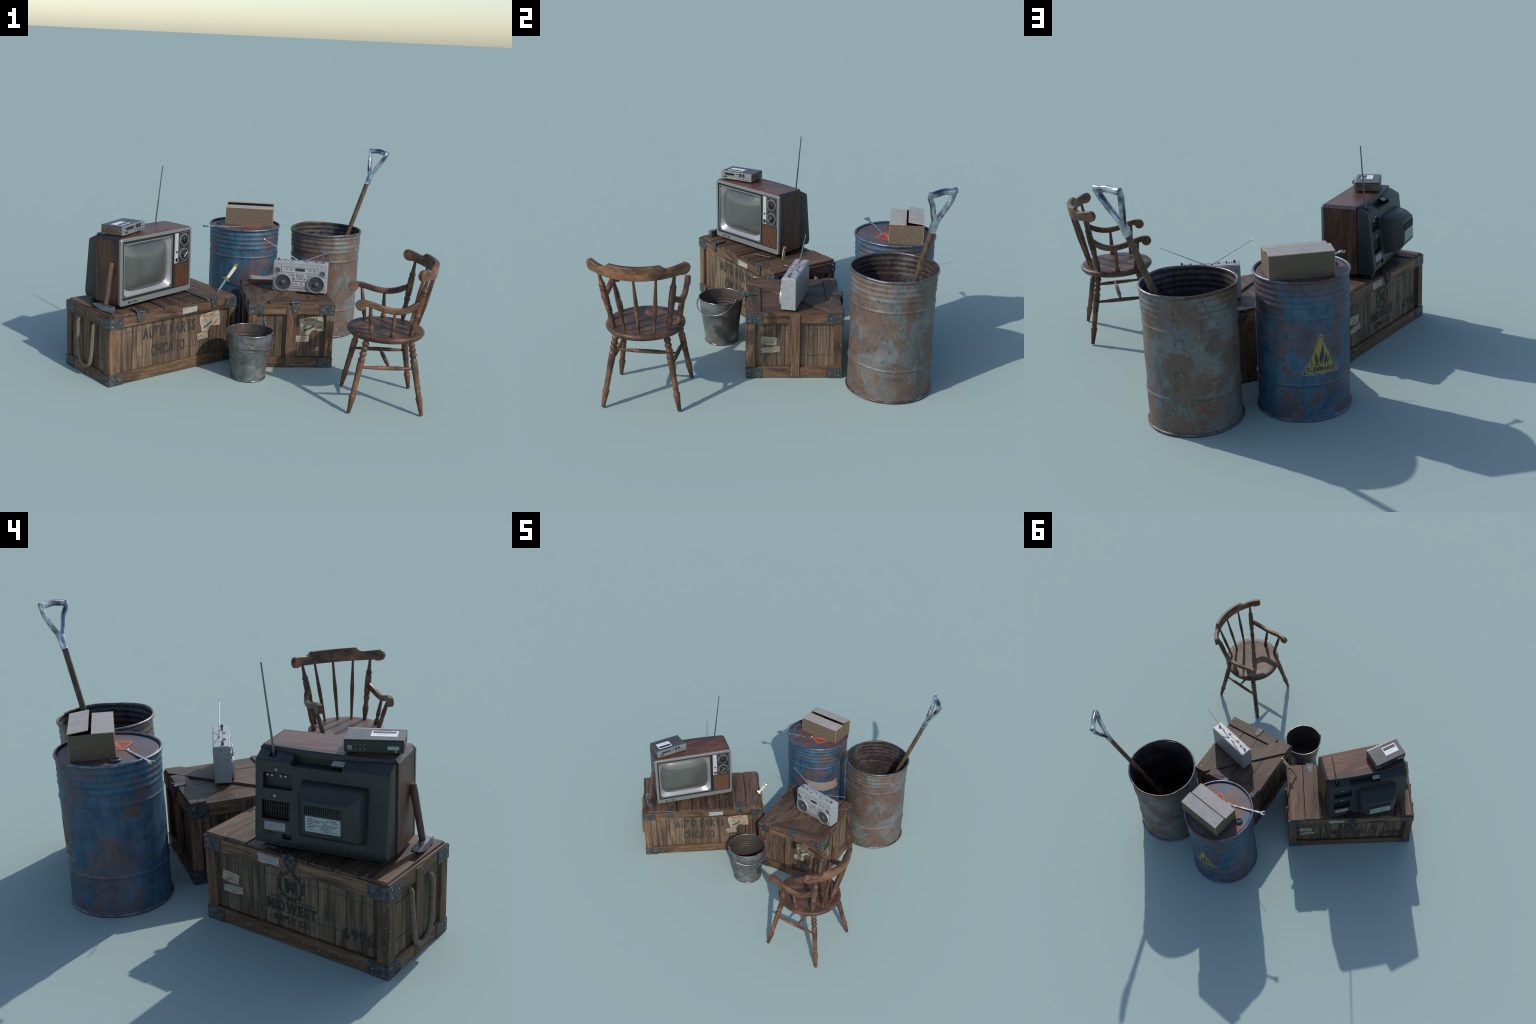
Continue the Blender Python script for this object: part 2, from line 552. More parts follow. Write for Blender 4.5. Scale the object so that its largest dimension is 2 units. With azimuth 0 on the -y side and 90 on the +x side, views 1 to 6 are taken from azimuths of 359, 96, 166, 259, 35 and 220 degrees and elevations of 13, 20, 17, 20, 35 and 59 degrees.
def crate(name, loc, rz, L, W, label, joints_long, joints_short, batten_long, batten_short):
    par = thing(name, loc, rz, label, 'crate')
    hl, hw, H = L / 2, W / 2, 0.376
    square = batten_long
    rh, bh, pw = 0.058, 0.061, 0.050
    rivets, nails = [], []
    sides = [(FRONT(-hl, -hw, 0), L, joints_long, batten_long), (BACK(hl, hw, 0), L, joints_long, batten_long),
             (RIGHT(hl, -hw, 0), W, joints_short, batten_short), (LEFT(-hl, hw, 0), W, joints_short, batten_short)]
    sides = [(m, n, j, b, i) for i, (m, n, j, b) in enumerate(sides)]
    for m, n, joints, bat, si in sides:
        lng = 'X' if si < 2 else 'Y'
        dep = 0.021 if si < 2 or square else 0.013              # planks lie this far behind the frame
        edges = [0.03] + list(joints) + [n - 0.03]
        for a, b in zip(edges, edges[1:]):
            g = box(a + 0.0009, b - 0.0009, 0.02, 0.35, -dep - 0.012, -dep + rng.uniform(-0.0006, 0.0006), 0.0017, 0.0005)
            put('plank', xf(g, m), WOOD['Z'], par)
        e = 0.0 if si < 2 else 0.019
        put('top_rail', xf(box(e, n - e, H - rh, H, -0.020, -0.0004, 0.0025, 0.0008), m), RAIL[lng], par)
        put('bottom_rail', xf(box(e, n - e, 0.001, bh, -0.020, -0.0002, 0.0025, 0.0008), m), RAIL[lng], par)
        for a in (0.0, n - pw):
            if si < 2:
                put('corner_post', xf(box(a + 0.0008, a + pw, bh + 0.0005, H - rh - 0.0005, -pw, -0.0012, 0.003, 0.0006), m), RAIL['Z'], par)
        if bat:
            put('batten', xf(box(n / 2 - 0.031, n / 2 + 0.030, 0.004, H - 0.002, -0.016, 0.0042, 0.0025, 0.001), m), RAIL['Z'], par)
            for z in (0.018, 0.05, H - 0.018, H - 0.046):
                nails.append(xf(dome(0.0042, 0.002), m @ Matrix.Translation((n / 2 + rng.choice((-0.014, 0.012)), z, 0.004))))
        # nails along the bottom rail and posts
        k = max(3, int(n / 0.1))
        for i in range(k):
            x = 0.13 + (n - 0.26) * i / (k - 1) + rng.uniform(-0.012, 0.012)
            if not (bat and abs(x - n / 2) < 0.05):
                nails.append(xf(dome(0.004, 0.0018), m @ Matrix.Translation((x, 0.026 + rng.uniform(-0.006, 0.006), -0.0004))))
        for a in (0.014, n - 0.014):
            for z in (0.13, 0.2, 0.28):
                nails.append(xf(dome(0.0036, 0.0018), m @ Matrix.Translation((a + rng.uniform(-0.006, 0.006), z + rng.uniform(-0.015, 0.015), -0.0014 if si < 2 else -0.001))))
        # binding wires on the planks
        spans = [(pw, n - pw)] if not bat else [(pw, n / 2 - 0.031), (n / 2 + 0.031, n - pw)]
        for z in (0.277, 0.127):
            for a, b in spans:
                steps = max(4, int((b - a) / 0.06))
                pts = [(a + (b - a) * i / steps, z + rng.uniform(-0.0035, 0.0035), -dep + 0.0012) for i in range(steps + 1)]
                put('binding_wire', xf(tube(catmull(pts, 3), 0.0011, 6), m), WIRE, par, smooth=60)
    put('floor_board', box(-hl + 0.03, hl - 0.03, -hw + 0.03, hw - 0.03, 0.004, 0.02), WOOD['X'], par)
    # corner brackets: two plates folded round each corner
    for sx in (-1, 1):
        for sy in (-1, 1):
            for z0, z1 in ((0.0, 0.057), (H - rh + 0.001, H + 0.0008)):
                t, ll, ls = 0.0026, 0.088, 0.086
                outer = [(0, -t), (ll, -t), (ll, 0.0), (0.0, 0.0), (0.0, ls), (-t, ls), (-t, 0)]
                poly = [(-sx * (p[0] - hl), sy * -(p[1] - hw)) for p in outer]
                area = sum(poly[i][0] * poly[(i + 1) % 7][1] - poly[(i + 1) % 7][0] * poly[i][1] for i in range(7))
                if area < 0:
                    poly.reverse()
                put('corner_bracket', prism(poly, z0, z1, 0.0006), IRON, par)
                mid = (z0 + z1) / 2
                F = (FRONT if sy < 0 else BACK)
                for dx, dz in ((0.018, 0.015), (0.018, -0.015), (0.066, 0.0)):
                    rivets.append(xf(dome(0.0042, 0.003), F(sx * (hl - dx), sy * (hw + t), mid + dz)))
                    F2 = (RIGHT if sx > 0 else LEFT)
                    rivets.append(xf(dome(0.0042, 0.003), F2(sx * (hl + t), sy * (hw - dx), mid + dz)))
    return par, rivets, nails

def decal(name, geo, m, mat, par, lift=0.0):
    return put(name, xf(geo, m @ Matrix.Translation((0, 0, lift))), mat, par)

def sticker(par, name, m, corners, mat, lift=0.0016, ragged=0.002, seed=1):
    """paper label: a thin sheet with slightly torn edges, corners in the face's own plane"""
    r = random.Random(seed)
    pts = []
    n = len(corners)
    for i in range(n):
        a, b = Vector(corners[i]), Vector(corners[(i + 1) % n])
        for t in (0.0, 0.2, 0.4, 0.6, 0.8):
            p = a.lerp(b, t)
            pts.append((p.x + r.uniform(-ragged, ragged), p.y + r.uniform(-ragged, ragged)))
    return put(name, xf(prism(pts, 0, 0.0008), m @ Matrix.Translation((0, 0, lift))), mat, par)

def rot_text(body, h, w, ang, x, y, **kw):
    g = letters(body, h, w, **kw)
    return xf(g, Matrix.Translation((x, y, 0)) @ rotz(ang))

def fragile_label(par, m, x, y, s=1.0):
    """the torn shipping label; (x, y) is the lower left of its box in the face plane"""
    P = lambda a, b: (x + a * s, y + b * s)
    sticker(par, 'shipping_label', m, [P(0.022, 0.0), P(0.062, -0.002), P(0.085, 0.030), P(0.152, 0.020), P(0.150, 0.070), P(0.142, 0.122), P(0.0, 0.098), P(0.006, 0.055)], PAPER, seed=3)
    sticker(par, 'lot_label', m, [P(-0.014, -0.045), P(0.064, -0.041), P(0.065, -0.003), P(-0.013, -0.006)], PAPER, lift=0.0028, seed=5)
    t = m @ Matrix.Translation((0, 0, 0.0030))
    a = math.radians(9)
    decal('printed_word', rot_text('FRAGILE', 0.019 * s, 0.082 * s, a, *P(0.072, 0.085), bold=0.03), t, RED_INK, par)
    decal('printed_word', rot_text('HANDLE WITH CARE', 0.0075 * s, 0.105 * s, a, *P(0.072, 0.072), bold=0.02), t, RED_INK, par)
    decal('printed_word', rot_text('NEW YORK', 0.008 * s, 0.06 * s, a, *P(0.070, 0.058), bold=0.02), t, GREY_INK, par)
    decal('printed_word', rot_text('COD', 0.016 * s, 0.044 * s, math.radians(42), *P(0.122, 0.036), bold=0.03), t, RED_INK, par)
    bar = [(-0.036, -0.006), (0.030, -0.006), (0.034, -0.002), (0.034, 0.007), (-0.030, 0.006)]
    decal('printed_bar', xf(prism([(p[0] * s, p[1] * s) for p in bar], 0, 0.0002), Matrix.Translation((*P(0.062, 0.038), 0)) @ rotz(math.radians(26))), t, BLUE_INK, par)
    t2 = m @ Matrix.Translation((0, 0, 0.0040))
    decal('printed_word', rot_text('LOT 23', 0.019 * s, 0.058 * s, math.radians(3), *P(0.026, -0.034), bold=0.01), t2, GREY_INK, par)

def stock_labels(par, m, x, y):
    P = lambda a, b: (x + a, y + b)
    sticker(par, 'stock_label', m, [P(0, 0), P(0.088, -0.006), P(0.091, 0.040), P(0.002, 0.046)], PAPER, seed=8)
    sticker(par, 'stock_label', m, [P(0.005, -0.052), P(0.106, -0.044), P(0.104, -0.012), P(0.002, -0.018)], PAPER, seed=9)
    t = m @ Matrix.Translation((0, 0, 0.0029))
    decal('printed_word', rot_text('CONTENTS', 0.006, 0.05, 0, *P(0.04, 0.030)), t, GREY_INK, par)
    decal('printed_word', rot_text('4 11', 0.007, 0.025, 0, *P(0.05, 0.017)), t, GREY_INK, par)
    decal('printed_word', rot_text('GENERAL NO', 0.006, 0.055, 0, *P(0.045, 0.006)), t, GREY_INK, par)
    decal('printed_word', rot_text('STOCK NO', 0.007, 0.06, 0.06, *P(0.055, -0.026)), t, GREY_INK, par)
    decal('printed_word', rot_text('* 217', 0.010, 0.04, 0.06, *P(0.055, -0.043), bold=0.01), t, GREY_INK, par)

# --- the long crate under the television
JL = [0.094, 0.158, 0.225, 0.292, 0.356, 0.422, 0.485, 0.548, 0.622, 0.674, 0.741, 0.794]
JS = [0.095, 0.150, 0.215, 0.270, 0.325, 0.385]
L1, W1 = 0.868, 0.452
crate1, riv, nl = crate('shipping_crate', (-0.5205, -0.1545, 0), math.radians(40.4), L1, W1,
                        'long weathered wooden shipping crate with iron corners and rope handles', JL, JS, False, True)
A1, B1 = -L1 / 2, -W1 / 2
lid = [(0.014, 0.128, 0.3890, 0.010), (0.130, 0.243, 0.3845, 0.006), (0.246, 0.352, 0.3850, 0.006), (0.354, 0.468, 0.3900, 0.001),
       (0.470, 0.556, 0.3855, 0.008), (0.559, 0.650, 0.3850, 0.008), (0.652, 0.753, 0.3925, 0.002), (0.755, 0.856, 0.3925, 0.003)]
for a, b, top, inset in lid:
    put('lid_plank', box(A1 + a, A1 + b, B1 + inset, -B1 - inset + rng.uniform(-0.003, 0.003), 0.3755, top, 0.0022, 0.001), LIDW['Y'], crate1)
    for x in (a + 0.02, b - 0.02):
        for y in (B1 + 0.022, -B1 - 0.022):
            nl.append(move(dome(0.0038, 0.0018), A1 + x + rng.uniform(-0.006, 0.006), y + rng.uniform(-0.006, 0.006), top - 0.0003))
put('lid_edge_strip', box(A1 + 0.002, A1 + 0.013, B1 + 0.004, -B1 - 0.004, 0.3755, 0.382, 0.002, 0.001), LIDW['Y'], crate1)
for m in (LEFT(A1, 0, 0), RIGHT(-A1, 0, 0)):
    rope_handle(crate1, m, 0.150, 0.305, 0.058, 0.0145)
for s in (0.194, 0.702):
    hinge(crate1, A1 + s, B1 - 0.001, 0.391, 0, riv)
hasp(crate1, A1 + 0.430, -B1 + 0.001, 0.390, PI, riv)
PF = FRONT(A1, B1 + 0.0203, 0)            # plane of the front planks
PB = BACK(-A1, -B1 - 0.0203, 0)           # plane of the back planks
lab = lambda m, a, z: m @ Matrix.Translation((a, z, 0.0012))
decal('stencilled_word', letters('AUTO', 0.070, 0.150, bold=0.042, stencil=0.075), lab(PF, 0.302, 0.219), INK, crate1)
decal('stencilled_word', letters('PARTS', 0.070, 0.176, bold=0.042, stencil=0.075), lab(PF, 0.497, 0.217), INK, crate1)
decal('stencilled_word', letters('CHICAGO', 0.068, 0.228, bold=0.042, stencil=0.075), lab(PF, 0.398, 0.114), INK, crate1)
fragile_label(crate1, PF, 0.611, 0.196)
sticker(crate1, 'tape_strip', FRONT(A1, B1, 0), [(0.476, 0.331), (0.578, 0.334), (0.579, 0.368), (0.477, 0.365)], TAPE, lift=0.0006, seed=11)
sticker(crate1, 'tape_strip', BACK(-A1, -B1, 0), [(0.281, 0.330), (0.386, 0.333), (0.385, 0.370), (0.280, 0.367)], TAPE, lift=0.0006, seed=12)
# back: cog wheel emblem with its words; positions measured from the crate's other end
bx = lambda s: L1 - s
def cog(cx, cy, ro, ri, teeth=12):
    o, i = [], []
    for k in range(teeth):
        for dt, r in ((-0.25, ro * 0.84), (-0.17, ro), (0.17, ro), (0.25, ro * 0.84)):
            a = 2 * PI * (k + dt + 0.5) / teeth
            o.append((cx + r * math.cos(a), cy + r * math.sin(a)))
            i.append((cx + ri * math.cos(a), cy + ri * math.sin(a)))
    return quadring(o, i, 0, 0)
decal('emblem_cog', cog(bx(0.449), 0.248, 0.070, 0.0535), PB, INK_BACK, crate1, 0.0012)
decal('emblem_ring', quadring([(bx(0.449) + 0.051 * math.cos(a * PI / 20), 0.248 + 0.051 * math.sin(a * PI / 20)) for a in range(40)],
                              [(bx(0.449) + 0.048 * math.cos(a * PI / 20), 0.248 + 0.048 * math.sin(a * PI / 20)) for a in range(40)], 0, 0), PB, INK_BACK, crate1, 0.0012)
decal('emblem_letter', letters('M', 0.060, 0.058, bold=0.05), lab(PB, bx(0.449), 0.216), INK_BACK, crate1)
decal('emblem_line', ([(bx(0.561), 0.186, 0), (bx(0.338), 0.186, 0), (bx(0.338), 0.189, 0), (bx(0.561), 0.189, 0)], [(0, 1, 2, 3)]), PB, INK_BACK, crate1, 0.0014)
decal('stencilled_word', letters('MiDWEST', 0.049, 0.238, bold=0.045), lab(PB, bx(0.448), 0.128), INK_BACK, crate1)
decal('stencilled_word', letters('- SUPPLY CO. -', 0.029, 0.222, bold=0.025), lab(PB, bx(0.448), 0.083), INK_BACK, crate1)
decal('stencilled_number', letters('6996', 0.062, 0.134, bold=0.042, stencil=0.075), lab(PB, bx(0.140), 0.096), INK_BACK, crate1)
stock_labels(crate1, PB, bx(0.794), 0.188)
put('rivet', join(*riv), RIVET, crate1, smooth=60, kind='stuff')
put('nail', join(*nl), RIVET, crate1, smooth=60, kind='stuff')

# --- the square crate
L2, W2 = 0.500, 0.520
crate2, riv, nl = crate('shipping_crate', (0.249, 0.0870, 0), math.radians(6.7), L2, W2,
                        'square weathered wooden crate with iron corners and braced lid',
                        [0.088, 0.155, 0.205, 0.265, 0.33, 0.40, 0.44], [0.10, 0.165, 0.21, 0.27, 0.335, 0.385, 0.45], True, True)
A2, B2 = -L2 / 2, -W2 / 2
lt = 0.3815
for i, (a, b) in enumerate(((0.0, 0.115), (0.115, 0.245), (0.245, 0.365), (0.365, L2))):
    put('lid_plank', box(A2 + a + 0.0008, A2 + b - 0.0008, B2 + 0.002, -B2 - 0.002, 0.3755, lt + (i % 2) * 0.0004, 0.0014, 0.0004), LIDS['Y'], crate2)
bt = 0.3915
put('lid_batten', box(A2 + 0.115, -A2 - 0.004, B2 + 0.003, B2 + 0.080, lt - 0.001, bt, 0.0022, 0.001), LIDS['X'], crate2)
put('lid_batten', box(A2 + 0.004, A2 + 0.390, -B2 - 0.080, -B2 - 0.003, lt - 0.001, bt, 0.0022, 0.001), LIDS['X'], crate2)
# diagonal brace, its ends cut square to the crate
p, q = Vector((A2 + 0.004, B2 + 0.004)), Vector((-A2 - 0.004, -B2 - 0.004))
diag = [(p.x, p.y), (p.x + 0.072, p.y), (q.x, q.y - 0.075), (q.x, q.y), (q.x - 0.072, q.y), (p.x, p.y + 0.075)]
put('lid_brace', prism(diag, lt - 0.001, bt + 0.0008, 0.0018), LIDS['Y'], crate2)
for x, y in ((0.03, 0.03), (0.15, 0.22), (0.47, 0.49), (0.48, 0.03), (0.03, 0.49), (0.35, 0.34), (0.02, 0.30), (0.33, 0.47)):
    nl.append(move(dome(0.0045, 0.002), A2 + x, B2 + y, bt + 0.0004))
hinge(crate2, 0.018, B2 - 0.005, 0.392, 0, riv, front=0.062, back=0.07, w=0.050)
hasp(crate2, 0.0, -B2 + 0.006, 0.392, PI, riv)
P2F = FRONT(A2, B2 + 0.0203, 0)
P2R = RIGHT(-A2 - 0.0203, B2, 0)
fragile_label(crate2, P2F, 0.297, 0.192, 0.98)
stock_labels(crate2, P2R, 0.077, 0.190)
put('rivet', join(*riv), RIVET, crate2, smooth=60, kind='stuff')
put('nail', join(*nl), RIVET, crate2, smooth=60, kind='stuff')

# ------------------------------------------------------------------ steel barrels

def barrel_radius(z, th, seed, dent, ridges=(0.645, 0.6165, 0.588, 0.560)):
    """body radius: rolled ridges near the top, two pressed beads, dents"""
    r = 0.2205
    for zc in ridges:
        r += 0.0034 * math.exp(-((z - zc) / 0.0085) ** 2)
    for zc in (0.500, 0.178):
        r += 0.0046 * math.exp(-((z - zc) / 0.0045) ** 2)
    r += 0.004 * math.exp(-((z - 0.004) / 0.008) ** 2)
    p = Vector((math.cos(th) * 1.1 + seed, math.sin(th) * 1.1, z * 2.6))
    q = Vector((math.cos(th) * 3.0 + seed, math.sin(th) * 3.0 + 9, z * 7))
    fade = min(1, max(0.12, min(z, 0.66 - z) / 0.12))
    return r + dent * (noise.noise(p) * fade * 1.3 + 0.35 * noise.noise(q))

def barrel_wall(seed, dent, n=168, top=0.662):
    zs = [0.002 + top * i / 180 for i in range(181)]
    V, F = [], []
    for z in zs:
        for i in range(n):
            th = 2 * PI * i / n
            r = barrel_radius(z, th, seed, dent)
            V.append((r * math.cos(th), r * math.sin(th), z))
    for k in range(len(zs) - 1):
        for i in range(n):
            j = (i + 1) % n
            F.append((k * n + i, k * n + j, (k + 1) * n + j, (k + 1) * n + i))
    return V, F

def hoop(seed, dent, z, rr, tube_r, lift=0.0, n=168, wob=0.0):
    """rolled rim following the barrel's dented outline"""
    V, F = [], []
    m = 10
    for i in range(n):
        th = 2 * PI * i / n
        r = rr + dent * 1.2 * noise.noise(Vector((math.cos(th) * 1.6 + seed, math.sin(th) * 1.6, 3.3)))
        dz = wob * noise.noise(Vector((math.cos(th) * 1.4, math.sin(th) * 1.4 + seed, 7.7)))
        for k in range(m):
            a = 2 * PI * k / m
            V.append(((r + tube_r * math.cos(a)) * math.cos(th), (r + tube_r * math.cos(a)) * math.sin(th), z + dz + tube_r * 1.15 * math.sin(a)))
    for i in range(n):
        j = (i + 1) % n
        for k in range(m):
            l = (k + 1) % m
            F.append((i * m + k, j * m + k, j * m + l, i * m + l))
    return V, F

def drum_paint(name, base, pale, brown, rust, rust_dark, brown_amount, rust_amount, patch=False, scale=1.0, speck=0.0, soft=0.0):
    """old paint (base..pale) fading to brown in ragged clouds, with rust patches, specks and run-down streaks"""
    k = Nodes(name)
    big = k.noise(3.4 * scale, 5, 0.6)
    big2 = k.noise(4.6 * scale, 5, 0.6, k.mapping(loc=(5, 2, 1)))
    mid = k.noise(14 * scale, 6, 0.68)
    fine = k.noise(60, 5, 0.75)
    run = k.noise(1.0, 5, 0.7, k.mapping(scale=(20, 20, 2.2)), 0.4)
    rag = k.math('ADD', k.math('MULTIPLY', mid, 0.6), k.math('MULTIPLY', fine, 0.4))
    col = k.ramp(k.math('ADD', k.math('MULTIPLY', mid, 0.6), k.math('MULTIPLY', run, 0.4)), [(0.38, base), (0.5, tuple((a + b) / 2 for a, b in zip(base, pale))), (0.62, pale)])
    fb = k.math('ADD', k.math('MULTIPLY', big2, 0.55), k.math('MULTIPLY', rag, 0.30))
    fb = k.math('ADD', fb, k.math('MULTIPLY', run, 0.15))
    mb = k.step(fb, 0.52 - brown_amount, 0.57 - brown_amount)
    bcol = k.ramp(mid, [(0.35, tuple(c * 0.6 for c in brown)), (0.65, tuple(c * 1.25 for c in brown))])
    col = k.mix(k.math('MULTIPLY', mb, 0.82), col, bcol)
    fr = k.math('ADD', k.math('MULTIPLY', big, 0.42), k.math('MULTIPLY', rag, 0.43))
    fr = k.math('ADD', fr, k.math('MULTIPLY', run, 0.15))
    mr = k.step(fr, 0.54 - soft - rust_amount, 0.585 + soft - rust_amount)
    rcol = k.ramp(fine, [(0.38, rust_dark), (0.6, rust)])
    col = k.mix(k.math('MULTIPLY', mr, 0.85), col, rcol)
    dark = k.step(k.noise(38, 5, 0.78, k.mapping(loc=(3, 3, 3), scale=(1, 1, 0.6))), 0.60 - speck, 0.66 - speck)
    col = k.mix(k.math('MULTIPLY', dark, 0.75), col, rust_dark)
    chips = k.step(k.noise(48, 5, 0.75, k.mapping(loc=(1, 7, 3))), 0.64, 0.68)
    col = k.mix(k.math('MULTIPLY', chips, 0.55), col, tuple(min(1, c * 1.5 + 0.07) for c in pale))
    if patch:
        # broad brush stroke of beige paint on the side
        x, y, z = k.sep()
        ang = k.math('ARCTAN2', y, x)
        wv = k.noise(1.0, 4, 0.7, k.mapping(scale=(9, 9, 75)))
        da = k.math('ABSOLUTE', k.math('ADD', ang, 0.79))
        lim = k.math('ADD', k.math('MULTIPLY', wv, 0.7), 0.20)
        m1 = k.step(k.math('SUBTRACT', lim, da), -0.02, 0.02)
        zz = k.math('ADD', z, k.math('MULTIPLY', k.math('COSINE', k.math('MULTIPLY', k.math('ADD', ang, 0.6), 3.0)), 0.012))
        wz = k.noise(1.0, 4, 0.7, k.mapping(scale=(30, 30, 8), loc=(2, 2, 2)))
        dz = k.math('ABSOLUTE', k.math('SUBTRACT', zz, 0.348))
        m2 = k.step(k.math('SUBTRACT', k.math('ADD', k.math('MULTIPLY', wz, 0.030), 0.022), dz), -0.002, 0.002)
        col = k.mix(k.math('MULTIPLY', m1, m2), col, (0.33, 0.28, 0.25))
    k.bump(rag, 0.35, 0.0015)
    return k.done(col, k.math('ADD', k.math('MULTIPLY', mid, 0.35), 0.36), 0.2)

BLUE = drum_paint('blue_drum_paint', (0.018, 0.052, 0.098), (0.058, 0.140, 0.210), (0.100, 0.066, 0.070), (0.150, 0.055, 0.028), (0.065, 0.027, 0.018), 0.042, -0.012, patch=True, speck=0.015)
LIDPAINT = drum_paint('drum_lid_paint', (0.040, 0.070, 0.110), (0.095, 0.135, 0.185), (0.135, 0.068, 0.052), (0.19, 0.075, 0.042), (0.075, 0.036, 0.027), 0.090, 0.015)
RIM = worn_metal('drum_rim_steel', (0.07, 0.06, 0.06), (0.15, 0.14, 0.145), (0.27, 0.26, 0.27), 0.4, 0.7, 40, (0.10, 0.06, 0.045))
BLUERIM = worn_metal('drum_rim_blue_steel', (0.05, 0.07, 0.10), (0.12, 0.15, 0.19), (0.27, 0.28, 0.30), 0.4, 0.6, 40, (0.12, 0.06, 0.045))
GREY = drum_paint('rusty_drum_steel', (0.085, 0.092, 0.092), (0.195, 0.207, 0.203), (0.128, 0.082, 0.060), (0.185, 0.080, 0.038), (0.065, 0.036, 0.026), 0.038, 0.012, scale=1.5, speck=0.025, soft=0.045)
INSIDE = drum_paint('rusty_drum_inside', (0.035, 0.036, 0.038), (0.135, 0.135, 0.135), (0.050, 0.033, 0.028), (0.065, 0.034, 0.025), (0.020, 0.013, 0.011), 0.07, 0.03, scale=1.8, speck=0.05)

def disc(r, z, n=168, rings=10, bumpy=0.0, seed=0):
    V, F = [(0, 0, z)], []
    for k in range(1, rings + 1):
        for i in range(n):
            a = 2 * PI * i / n
            rr = r * k / rings
            V.append((rr * math.cos(a), rr * math.sin(a), z + bumpy * noise.noise(Vector((rr * 14 * math.cos(a) + seed, rr * 14 * math.sin(a), 1)))))
    for i in range(n):
        F.append((0, 1 + i, 1 + (i + 1) % n))
    for k in range(rings - 1):
        for i in range(n):
            j = (i + 1) % n
            F.append((1 + k * n + i, 1 + (k + 1) * n + i, 1 + (k + 1) * n + j, 1 + k * n + j))
    return V, F

# --- closed blue drum
CB = (-0.016, 0.640)
drum = thing('steel_drum', (*CB, 0), 0, 'closed blue steel drum with peeling paint and rust', 'barrel')
DB = 0.0055
put('drum_wall', barrel_wall(4.0, DB, top=0.672), BLUE, drum, smooth=60)
put('drum_rim', hoop(4.0, 0.001, 0.6755, 0.2245, 0.0064), BLUERIM, drum, smooth=80)
put('drum_foot_rim', hoop(4.0, 0.001, 0.0062, 0.2245, 0.0052), BLUERIM, drum, smooth=80)
put('drum_lid', join(disc(0.208, 0.6730, bumpy=0.0005), lathe([(0.208, 0.6730), (0.2135, 0.6700), (0.2195, 0.6705), (0.2225, 0.677)], 168, cap=False)), LIDPAINT, drum, smooth=40)
put('drum_base', disc(0.219, 0.004), RIM, drum)
# bung: raised ring with a cross inside
bung = Matrix.Translation((-0.156, -0.020, 0.6725))
cap = [lathe([(0.0245, 0), (0.0245, 0.010), (0.0215, 0.0125), (0.0165, 0.0125), (0.0160, 0.005), (0.001, 0.005)], 28)]
for a in range(4):
    cap.append(xf(box(-0.003, 0.003, 0.004, 0.0155, 0.003, 0.0085, 0.001), rotz(a * PI / 2 + 0.5)))
put('bung_cap', xf(join(*cap), bung), worn_metal('bung_iron', (0.03, 0.032, 0.036), (0.06, 0.062, 0.068), (0.11, 0.11, 0.12), 0.5, 0.4), drum, smooth=40)
# flammable diamond on the lid
RED = ink('diamond_red_print', (0.30, 0.035, 0.022), (0.075, 0.085, 0.115), 0.56, 38)
CREAM = ink('diamond_cream_print', (0.48, 0.40, 0.25), (0.10, 0.08, 0.08), 0.57, 60)
c = Vector((-0.043 + 0.016, 0.583 - 0.640)); ex = Vector((0.100, -0.061)).normalized()
ctr = Vector((0.0375 + 0.016, 0.6025 - 0.640))
dm = frame_matrix((ctr.x, ctr.y, 0.6740), (ex.x, ex.y, 0), (-ex.y, ex.x, 0))
sq = lambda h: [(-h, -h), (h, -h), (h, h), (-h, h)]
put('hazard_diamond', xf(prism(sq(0.0585), 0, 0.0003), dm), RED, drum)
put('hazard_diamond_line', xf(quadring(sq(0.0545), sq(0.0515), 0.0006, 0.0006), dm), CREAM, drum)
put('hazard_word', xf(xf(letters('FLAMMABLE', 0.014, 0.092, bold=0.02), Matrix.Translation((0, -0.012, 0.0006))), dm @ rotz(math.radians(45))), CREAM, drum)
fl = [(0, 0.045), (0.008, 0.032), (0.004, 0.024), (0.016, 0.028), (0.02, 0.016), (0.012, 0.008), (-0.012, 0.008), (-0.02, 0.018), (-0.013, 0.022), (-0.012, 0.032), (-0.006, 0.026)]
put('hazard_flame', xf(prism(list(reversed(fl)), 0.0004, 0.0007), dm @ rotz(math.radians(45))), CREAM, drum)

# warning triangle wrapped round the drum wall
def wrapped(shape, z0, z1, lift, rows=26, cols=14, th0=math.radians(95.8)):
    """shape(z01) -> (left, right) in metres along the wall"""
    V, F = [], []
    for i in range(rows + 1):
        t = i / rows
        l, r = shape(t)
        z = z0 + (z1 - z0) * t
        for j in range(cols + 1):
            s = l + (r - l) * j / cols
            th = th0 + s / 0.2215
            R = barrel_radius(z, th, 4.0, DB) + lift
            V.append((R * math.cos(th), R * math.sin(th), z))
    for i in range(rows):
        for j in range(cols):
            a = i * (cols + 1) + j
            F.append((a, a + 1, a + cols + 2, a + cols + 1))
    return V, F

def tri_shape(w, rc):
    def f(t):
        h = w * (1 - t) * 1.0
        if t > 1 - rc:
            u = (t - (1 - rc)) / rc
            h = w * rc * math.sqrt(max(0.0, 1 - u * u)) * 0.95
        if t < rc * 0.45:
            u = 1 - t / (rc * 0.45)
            h -= 0.012 * (1 - math.sqrt(max(0, 1 - u * u)))
        return -h, h
    return f
YEL = ink('warning_yellow_paint', (0.30, 0.235, 0.055), (0.045, 0.065, 0.075), 0.43, 40)
PALE = ink('warning_pale_border', (0.23, 0.24, 0.225), (0.03, 0.06, 0.10), 0.41, 35)
NAVY = ink('warning_dark_paint', (0.022, 0.035, 0.055), (0.22, 0.18, 0.06), 0.56, 50)
put('warning_triangle_border', wrapped(tri_shape(0.0985, 0.16), 0.229, 0.429, 0.0007), PALE, drum, smooth=60)
